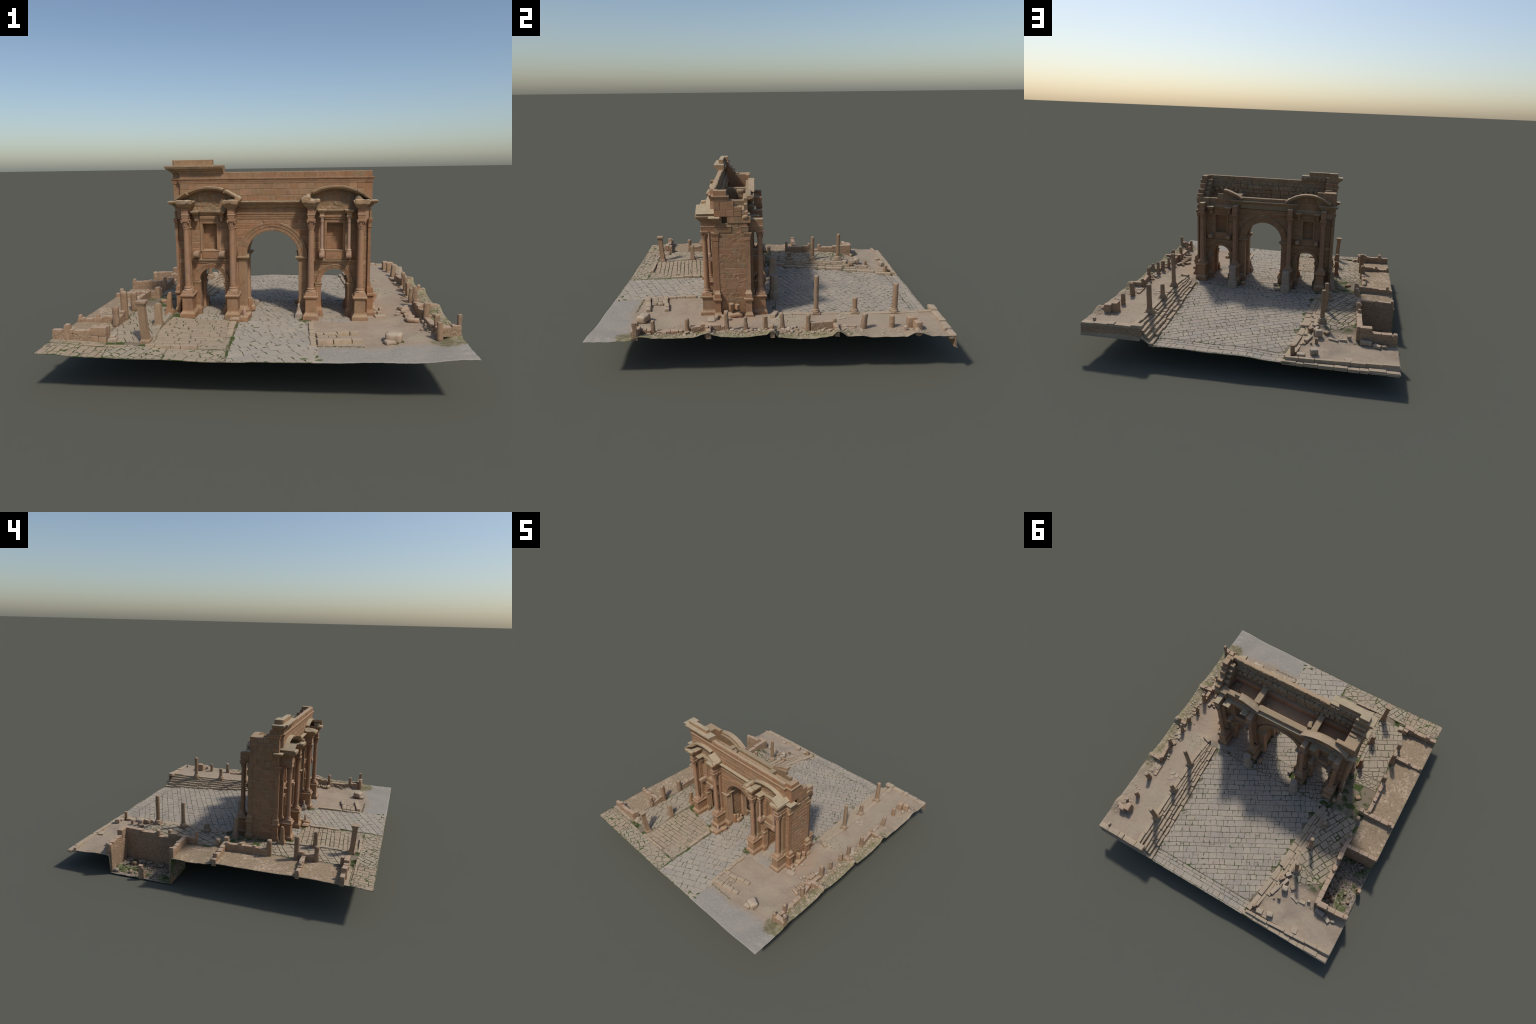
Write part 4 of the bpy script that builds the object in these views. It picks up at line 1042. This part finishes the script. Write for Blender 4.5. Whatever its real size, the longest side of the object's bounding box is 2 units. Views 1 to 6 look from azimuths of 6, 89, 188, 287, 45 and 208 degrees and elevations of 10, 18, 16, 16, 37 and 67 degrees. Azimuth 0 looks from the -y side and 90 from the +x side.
# bands and ledges
def band(path, prof, mat=M_arch, jit=.0007, name="string_course"): build(name, moulding(densify(path, .03), prof).jitter(jit, 70), mat, arch)
for y0_, sg in ((YF, -1), (YR, 1)):
    y = y0_ - CB if sg < 0 else y0_
    f = lambda a, b: [(a, y), (b, y)] if sg < 0 else [(b, y), (a, y)]
    band(f(-.13, .246), [(-.004, .705), (.004, .705), (.0045, .716), (.006, .717), (.0065, .728), (.009, .730), (.0095, .737), (-.004, .737)])
    y = y0_
    for (n0, n1), (a, b) in zip(NICHES, ((-.375, -.162), (.277, .500))):
        band(f(a, b), [(-.004, .465), (.005, .466), (.006, .474), (.012, .478), (.015, .487), (-.004, .487)], M_cornice)
# end-wall bands (what survives of the entablature)
for x0, x1, ya, yb in ((XL, -1, -.316, -.27), (XL, -1, -.165, -.121), (XL, -1, -.225, -.185)):
    band([(x0, yb), (x0, ya)], [(-.004, .705), (.005, .705), (.006, .735), (.009, .745), (-.004, .745)])
band([(XR, -.316), (XR, -.22)], [(-.004, .708), (.005, .709), (.006, .735), (.010, .745), (-.004, .748)]); band([(XR, -.165), (XR, -.121)], [(-.004, .712), (.006, .712), (.007, .735), (.009, .742), (-.004, .742)])

# niches
def niche(n0, n1, y, sg, zb, zt, cols):
    q = sorted((y - sg * .0365, y - sg * .0378)); build("niche_back", box(n0 - .004, n1 + .004, q[0], q[1], zb - .02, zt + .02, .0005), M_arch, arch)
    ashlar("y", y - sg * .0365, sg, n0, n1, zb, zt, .036, .06, .001, .0008, mat=M_arch)
    fr = lambda x0, x1, za, zc, d, mat=M_arch, nm="niche_frame": build(nm, box(x0, x1, *sorted((y + sg * d, y - sg * .004)), za, zc, .0014).jitter(.0005), mat, arch)
    fr(n0 - .013, n0, zb - .005, zt, .006); fr(n1, n1 + .013, zb - .005, zt, .006); fr(n0 - .013, n1 + .013, zt, zt + .014, .006)
    fr(n0 - .006, n1 + .010, .490, zb - .004, .007); fr(n0 - .012, n1 + .016, zb - .006, zb, .009)
    cx = (n0 + n1) / 2 + .001
    # aedicule entablature over the niche
    fr(cx - .053, cx + .053, zt + .016, zt + .044, .010); fr(cx - .052, cx + .052, zt + .026, zt + .040, .014)
    build("aedicule_cornice", stack([(cx - h, cx + h, *sorted((y + sg * d, y - sg * .004)), z) for h, d, z in ((.052, .012, zt + .044), (.056, .018, zt + .052), (.062, .026, zt + .062), (.063, .027, zt + .068))]).jitter(.0012), M_cornice, arch)
    for sd, full in zip((-1, 1), cols):
        x = cx + sd * .0685; yc = y + sg * .046
        Rr = lambda h, d0, d1, z: (x - h, x + h, *sorted((y + sg * d1, y - sg * .004)), z)
        build("bracket", stack([Rr(.010, 0, .020, .496), Rr(.0125, 0, .052, .503), Rr(.0135, 0, .061, .512), Rr(.0135, 0, .062, .527), Rr(.0125, 0, .060, .532)]).jitter(.0014, 50), M_pale if full else M_wall, arch, 50)
        # entablature stub and its cornice
        if full >= 0:
            build("aedicule_cornice", stack([Rr(.010, 0, .050 if full else .032, zt + .028), Rr(.0115, 0, .054 if full else .036, zt + .044), Rr(.014, 0, .058, zt + .055), Rr(.022, 0, .066, zt + .063), Rr(.024, 0, .068, zt + .070)]).jitter(.001), M_cornice, arch)
        if full == 1:
            prof = [(.0145, .530), (.0150, .538), (.0125, .543), (.0135, .547), (.0088, .553)] + [(lerp(.0086, .0076, i / 8), lerp(.555, .690, i / 8)) for i in range(9)] + [(.0098, .694), (.0085, .698), (.0100, .706), (.0135, .716), (.0135, .719)]
            build("colonnette", lathe(prof, 18, x, yc, .03), M_pale, arch, 40)
            build("colonnette_capital", stack([(x - h, x + h, yc - h, yc + h, z) for h, z in ((.0135, .717), (.0145, .720), (.0135, .724), (.011, .726), (.011, .74))]), M_cornice, arch)
        else:
            build("bracket", rough(x, y + sg * .024, zt + .014, .018, .034, .022, 0, .7, .003), M_wall, arch, 55)
niche(*NICHES[0], YF, -1, .534, .679, (0, 0)); niche(*NICHES[1], YF, -1, .540, .684, (1, 1))
niche(*NICHES[0], YR, 1, .537, .674, (0, 0)); niche(*NICHES[1], YR, 1, .543, .677, (0, 0))

# ---------------------------------------------------------------- columns
def shaft_mesh():
    zs = np.linspace(.352, .655, 22); pr = [(.0185, .350), (.0178, .354)]
    pr += [(.0166 - .0026 * ((z - .352) / .303) ** 1.4, z) for z in zs] + [(.0165, .657), (.0155, .660)]
    return lathe([(r, z) for r, z in pr], 28, 0, 0, .018).mesh("column", M_column, 40)
def base_mesh():
    mb = lathe([(.0235, .326), (.0245, .331), (.0235, .336), (.0200, .339), (.0195, .342), (.0215, .345), (.0205, .349), (.0180, .352)], 26, 0, 0, .03)
    b = stack([(-h, h, -h, h, z) for h, z in ((.0345, .306), (.0335, .312), (.0275, .324), (.0265, .329))]); mb.add(b.v, b.f); return mb.jitter(.0012, 60).mesh("column_base", M_column, 40)
def capital_mesh():
    """Corinthian: bell, two rows of leaves, corner volutes and abacus."""
    mb = lathe([(.0145, .655), (.0165, .657), (.0150, .660), (.0150, .675), (.0165, .690), (.0185, .697)], 20)
    for row, (n, z, r, h, lean) in enumerate(((8, .660, .0150, .017, .004), (8, .670, .0155, .022, .007))):
        for i in range(n):
            a = 6.283 * (i + row * .5) / n
            b = rough(0, 0, 0, .0085, .0045, h, 0, .7, .0006, seg=3, taper=.7, seed=i)
            def mv(p, a=a, r=r, z=z, h=h, lean=lean):
                t = p.z / h; q = r + p.y + lean * t * t; return Vector((q * math.cos(a) - p.x * math.sin(a), q * math.sin(a) + p.x * math.cos(a), z + p.z))
            b.moved(mv); mb.add(b.v, b.f)
    for sx in (-1, 1):
        for sy in (-1, 1):
            b = rough(sx * .0175, sy * .0175, .688, .009, .009, .011, .785, .9, .0008, seg=3); mb.add(b.v, b.f)
    b = stack([(-h, h, -h, h, z) for h, z in ((.019, .695), (.0215, .698), (.0225, .702), (.0225, .7065))]); mb.add(b.v, b.f)
    return mb.jitter(.0012, 90).mesh("column_capital", M_column, 45)
ME_S, ME_B, ME_C = shaft_mesh(), base_mesh(), capital_mesh()
for y, yw, sg in ((-.377, YF, -1), (-.057, YR, 1)):
    for k, x in enumerate(COLX):
        s = put("column", ME_S, arch, None, (x, y, 0), U(0, 6)); put("column_base", ME_B, s, None, (x, y, 0), 0); put("column_capital", ME_C, s, None, (x, y, 0), 0)
        q = lambda h, z, b=0: (x - h, x + h, *sorted((y + sg * h, yw - sg * .012)), z)
        worn = .002 if (k == 3 and sg < 0) else .0009
        mb = stack([q(.0415, .176), q(.0405, .204), q(.0385, .209), q(.032, .218), q(.0290, .223), q(.0280, .228), q(.0278, .292), q(.0300, .295), q(.0345, .299), q(.0372, .302), q(.0372, .309), q(.034, .312)]).jitter(worn, 45)
        build("pedestal", mb, M_arch, arch)
        # respond pilaster on the wall behind, on its own pedestal
        p = lambda h, d, z: (x - h, x + h, *sorted((yw + sg * d, yw - sg * .01)), z)
        build("respond_pilaster", stack([p(.021, .036, .310), p(.021, .036, .328), p(.0165, .030, .340), p(.0150, .028, .350), p(.0145, .028, .655), p(.0180, .033, .658), p(.0155, .029, .664), p(.0165, .030, .682), p(.0200, .036, .697), p(.0200, .036, .705)]).jitter(.0006), M_arch, arch)
        # entablature block breaking forward over the column
        e = lambda h, z: (x - h, x + h, *sorted((y + sg * h, yw - sg * .012)), z)
        build("entablature_block", stack([e(.0165, .7055), e(.0168, .716), e(.0175, .7165), e(.0178, .727), e(.0195, .729), e(.0205, .733), e(.0180, .735), e(.0175, .750), e(.0185, .763)]).jitter(.0009), M_column, arch)
        if not (sg > 0 and k == 3):
            if sg > 0:
                e2 = lambda h, d, z: (x - h, x + h, yw - .012, yw + d, z)
                build("entablature_block", stack([e(.0178, .7625), e(.0178, .7665), e(.0165, .7685)]).jitter(.001), M_column, arch)
                mb = stack([e2(.019, .014, .764), e2(.024, .020, .768), e2(.030, .024, .776), e2(.040, .031, .787), e2(.048, .037, .797), e2(.047, .037, .803)])
                build("ressaut_cornice", mb.jitter(.002, 40), M_ruin, arch, 30); continue
            build("ressaut_cornice", stack([e(.018, .7625), e(.022, .767), e(.026, .771), e(.031, .775), e(.037, .785), e(.0405, .793), e(.041, .800), e(.038, .803)]).jitter(.002, 40), M_cornice, arch, 30)
        else:
            build("ressaut_cornice", stack([e(.018, .7625), e(.0185, .768), e(.0180, .773)]).jitter(.0015, 40), M_cornice, arch)
# corner piers on the end walls
for x, s in ((XR, 1), (XL, -1)):
    for y0, y1 in ((-.330, -.291), (-.148, -.107)):
        c = (y0 + y1) / 2; h0 = (y1 - y0) / 2
        r = lambda d, h, z: (*sorted((x + s * d, x - s * .01)), c - h, c + h, z)
        big = 1.0 if s > 0 else .55
        build("corner_pier", stack([r(.034 * big, h0 + .006, .178), r(.034 * big, h0 + .006, .208), r(.022 * big, h0 - .002, .224), r(.020 * big, h0 - .003, .290), r(.030 * big, h0 + .006, .300), r(.030 * big, h0 + .006, .310), r(.024 * big, h0, .312), r(.022 * big, h0, .338), r(.011 * big, h0 - .004, .347), r(.004, h0 - .006, .356), r(.004, h0 - .006, .655), r(.006, h0 - .003, .660), r(.005, h0 - .004, .680), r(.011, h0 + .002, .700), r(.011, h0 + .002, .707)]).jitter(.0016, 45), M_arch, arch)

# ---------------------------------------------------------------- cornices at .76-.80
CORN = [(-.006, .762), (.003, .763), (.008, .770), (.013, .773), (.016, .780), (.028, .785), (.033, .789), (.036, .797), (.034, .800), (-.006, .800)]
def cornice(path, mat=M_cornice, k=1.0): build("main_cornice", moulding(densify(path, .012), [(o * k if o > 0 else o, z) for o, z in CORN]).jitter(.0016, 50), mat, arch, 35)
cornice([(-.112, YF - CB - .004), (.228, YF - CB - .004)]); cornice([(.228, YR), (-.112, YR)])
cornice([(XL, -.288), (XL, YF), (-.42, YF)]); cornice([(.545, YF), (XR, YF), (XR, -.281)])
cornice([(-.42, YR), (XL, YR), (XL, -.134)], k=.9)
for a, b in ((-.358, -.178), (.294, .484)): pass
build("main_cornice", rough(XR - .002, -.137, .780, .030, .040, .030, 0, .9, .003), M_cornice, arch, 55)

# ---------------------------------------------------------------- attic
PED = dict(z=.611, R=.262)
def arc_pts(cx, r, z_base, n=14):
    a = math.acos((z_base - PED["z"]) / r)
    return [(cx + r * math.sin(lerp(-a, a, i / n)), PED["z"] + r * math.cos(lerp(-a, a, i / n))) for i in range(n + 1)]
PX = [-.268, .388]
ri = .247
outline = [(-.425, .795)] + arc_pts(PX[0], ri, .795) + arc_pts(PX[1], ri, .795) + [(.530, .795), (.530, ZTOP), (-.425, ZTOP)]
build("attic_wall", extrude_xz(outline, -.3335, -.3095), M_core, arch)
build("attic_wall", box(-.455, .56, -.3092, -.298, ZFLOOR - .01, .86, .001), M_core, arch)
pc = [(dict(c=c, r=ri, z=PED["z"]), ri + .001) for c in PX]
ashlar("y", -.3335, -1, -.425, .530, .800, .890, .030, .050, .002, .0006, holes=pc); ashlar("y", -.3335, -1, -.425, .530, .916, .948, .032, .055, .002, .0007)
# inner face of the attic: rough stepped courses
for z0, z1, yi in ((.742, .770, -.284), (.770, .798, -.286), (.798, .830, -.288), (.830, .862, -.287), (.862, .893, -.286), (.893, .921, -.3035), (.921, .948, -.3050)):
    x = -.40
    while x < .50:
        w = U(.035, .085); x2 = min(.50, x + w)
        if x2 > .46: x2 = .50
        blocks.add(rough((x + x2) / 2, (yi - .312) / 2 + U(-.001, .001), z0 + .0004, x2 - x - .001, yi + .312 + U(-.003, .003), z1 - z0 - .0008, 0, .25, .0050, freq=60), (x2 - x) * (z1 - z0), M_inner); x = x2
# relieving arches showing inside
for cx in PX:
    for i in range(9):
        a = lerp(-.62, .62, i / 8)
        b = rough(0, 0, 0, .030, .020, .026, 0, .3, .002); b.moved(lambda p, a=a, cx=cx: Vector((cx + (.232 + p.z) * math.sin(a) + p.x * math.cos(a), -.284 + p.y, PED["z"] + .006 + (.232 + p.z) * math.cos(a) - p.x * math.sin(a))))
        blocks.add(b, .0007, M_inner)
# end pieces of the attic front
def chunk(x0, x1, y0, y1, z0, z1, mat=M_arch, name="attic_block", ch=.0016, jit=.001): build(name, box(x0, x1, y0, y1, z0, z1, ch).jitter(jit, 50), mat, arch)
chunk(.522, .572, -.3125, -.288, .80, .948); chunk(.5345, .572, -.288, -.240, .80, .9475)
for y0, y1, z in ((-.240, -.227, .917), (-.227, -.201, .894), (-.201, -.157, .857), (-.157, -.123, .828), (-.123, -.108, .802)): chunk(.5345, .572, y0 - .0005, y1, .762, z)
for y0, y1, z in ((-.288, -.258, .921), (-.258, -.232, .896), (-.232, -.205, .868), (-.205, -.178, .838), (-.178, -.148, .806)): chunk(.498, .534, y0, y1 - .0004, .742, z, M_inner, jit=.002)
chunk(.480, .535, -.150, -.1115, .745, .802, M_inner)
ashlar("x", .572, 1, -.312, -.201, .80, .888, .044, .055, .002, .0006); ashlar("x", .572, 1, -.201, -.157, .80, .855, .03, .04, .002)
chunk(-.4635, -.378, -.298, -.252, .742, .944); chunk(-.4635, -.424, -.3185, -.298, .80, .944); chunk(-.4635, -.380, -.252, -.2325, .742, .917); chunk(-.4635, -.378, -.2325, -.121, .742, .891)
chunk(-.43, -.38, -.225, -.205, .89, .900, M_inner)
ashlar("x", -.4635, -1, -.318, -.121, .800, .888, .0295, .046, .002, .0008)
chunk(-.4640, -.330, -.150, -.1225, .797, .8915); ashlar("y", -.1225, 1, -.4635, -.330, .80, .889, .045, .04, .0018)
STR = [(-.004, .890), (.003, .891), (.0045, .900), (.006, .902), (.007, .910), (.011, .913), (.0115, .918), (-.004, .919)]
band([(-.4635, -.232), (-.4635, -.3185), (-.4245, -.3185), (-.4245, -.3335), (.5305, -.3335), (.5305, -.3125), (.572, -.3125), (.572, -.227)], STR)
TOPC = [(-.006, .942), (.004, .943), (.009, .952), (.018, .957), (.023, .963), (.031, .968), (.036, .978), (.035, .985), (-.006, .986)]
build("upper_cornice", moulding(densify([(-.4635, -.274), (-.4635, -.3185), (-.4245, -.3185), (-.4245, -.3335), (-.190, -.3335)], .02), TOPC).jitter(.001), M_cornice, arch)
chunk(-.464, -.189, -.334, -.298, .948, .985, M_cornice); chunk(-.464, -.379, -.299, -.274, .944, .985, M_cornice)
chunk(-.452, -.247, -.336, -.305, .984, 1.0145, M_cornice); chunk(-.462, -.397, -.330, -.280, .9845, 1.0155, M_cornice)
for i in range(5): blocks.add(rough(-.215 - i * .036, -.296, .952, .034, .018, .022, 0, .4, .003), .0007, M_inner)
# dividing walls, rear wall
chunk(.243, .283, -.300, -.148, .742, .832, M_inner, jit=.002); chunk(-.183, -.144, -.300, -.140, .742, .832, M_inner, jit=.002)
def rear(x0, x1, z, y0=-.149, y1=-.112): chunk(x0, x1, y0, y1, .742, z, M_inner, "rear_attic_wall", jit=.0022)
rear(-.40, -.125, .800, -.149, -.128); rear(-.125, .235, .824); rear(.233, .300, .80, -.149, -.120); rear(.300, .372, .806, -.149, -.128); rear(.372, .417, .836, -.149, -.128); rear(.417, .535, .802, -.149, -.1275)
ashlar("y", -.112, 1, -.122, .232, .801, .823, .024, .09, .001)
# rear faces above the wall: tympana
seg = extrude_xz(arc_pts(PX[0], .252, .790) , -.1485, -.1275); build("rear_attic_wall", seg, M_inner, arch)
a_l = [p for p in arc_pts(PX[1], .252, .790, 24) if p[0] < .375]; build("rear_attic_wall", extrude_xz(a_l + [(.375, .79)], -.1485, -.1275), M_inner, arch)
build("room_rubble", rough(-.12, -.185, .742, .03, .05, .085, .3, .6, .008), M_inner, arch, 60)
for x, y in ((.2, -.2), (.47, -.25), (.46, -.2), (-.3, -.2)): build("room_rubble", rough(x, y, .738, .05, .04, .014, U(0, 3), .9, .004), M_inner, arch, 60)

# ---------------------------------------------------------------- segmental pediments
def pediment(cx, y, sg, a0, a1, out, n=22, wear=.006, mat=None, ybk=None):
    mat = mat or (M_cornice if sg < 0 else M_ruin)
    yb = ybk if ybk is not None else y - sg * .004; Y = lambda d: y + sg * d
    pr = [(.243, yb), (.243, Y(out * .42)), (.246, Y(out * .50)), (.248, Y(out * .78)), (.253, Y(out * .84)), (.256, Y(out * .98)), (.261, Y(out)), (.2645, Y(out)), (.2665, yb)]
    build("pediment_arch", arc_band(cx, PED["z"], a0, a1, pr, n, wear).jitter(.0015, 50), mat, arch, 35)
AE = math.acos((.806 - PED["z"]) / .262)
pediment(PX[1], YF, -1, -.47, .44, .055); pediment(PX[0], YF, -1, -.50, .30, .055)
# heavier ends above the columns, partly broken
pediment(PX[1], YF, -1, .40, .70, .108, 8, .012); pediment(PX[0], YF, -1, -.70, -.44, .104, 8, .012)
pediment(PX[0], YF, -1, .36, .66, .085, 8, .02)
def lump(x, y, z, sx, sy, sz, rot=0, tilt=0, amp=.006):
    b = rough(0, 0, -sz / 2, sx, sy, sz, 0, .55, amp, freq=45, seed=x * 10)
    c, s = math.cos(tilt), math.sin(tilt)
    b.moved(lambda p: Vector((x + p.x * c + p.z * s, y + p.y, z - p.x * s + p.z * c))); build("broken_cornice", b, M_cornice, arch, 55)
lump(.236, -.375, .812, .050, .085, .026, 0, -.5); lump(.262, -.405, .800, .092, .040, .022); lump(.514, -.405, .796, .075, .040, .026, amp=.004); lump(.500, -.380, .812, .030, .05, .03, 0, .6)
lump(-.389, -.405, .799, .088, .036, .022, amp=.004); lump(-.147, -.402, .798, .075, .040, .022, amp=.005); lump(-.110, -.375, .812, .030, .07, .028, 0, .6)
lump(-.128, -.350, .822, .05, .025, .016, 0, .55, .003)
# rear: one whole pediment, one broken
pediment(PX[0], YR, 1, -.68, .70, .038, 30, .010); pediment(PX[1], YR, 1, -.68, -.10, .036, 14, .016)
blocks.done()
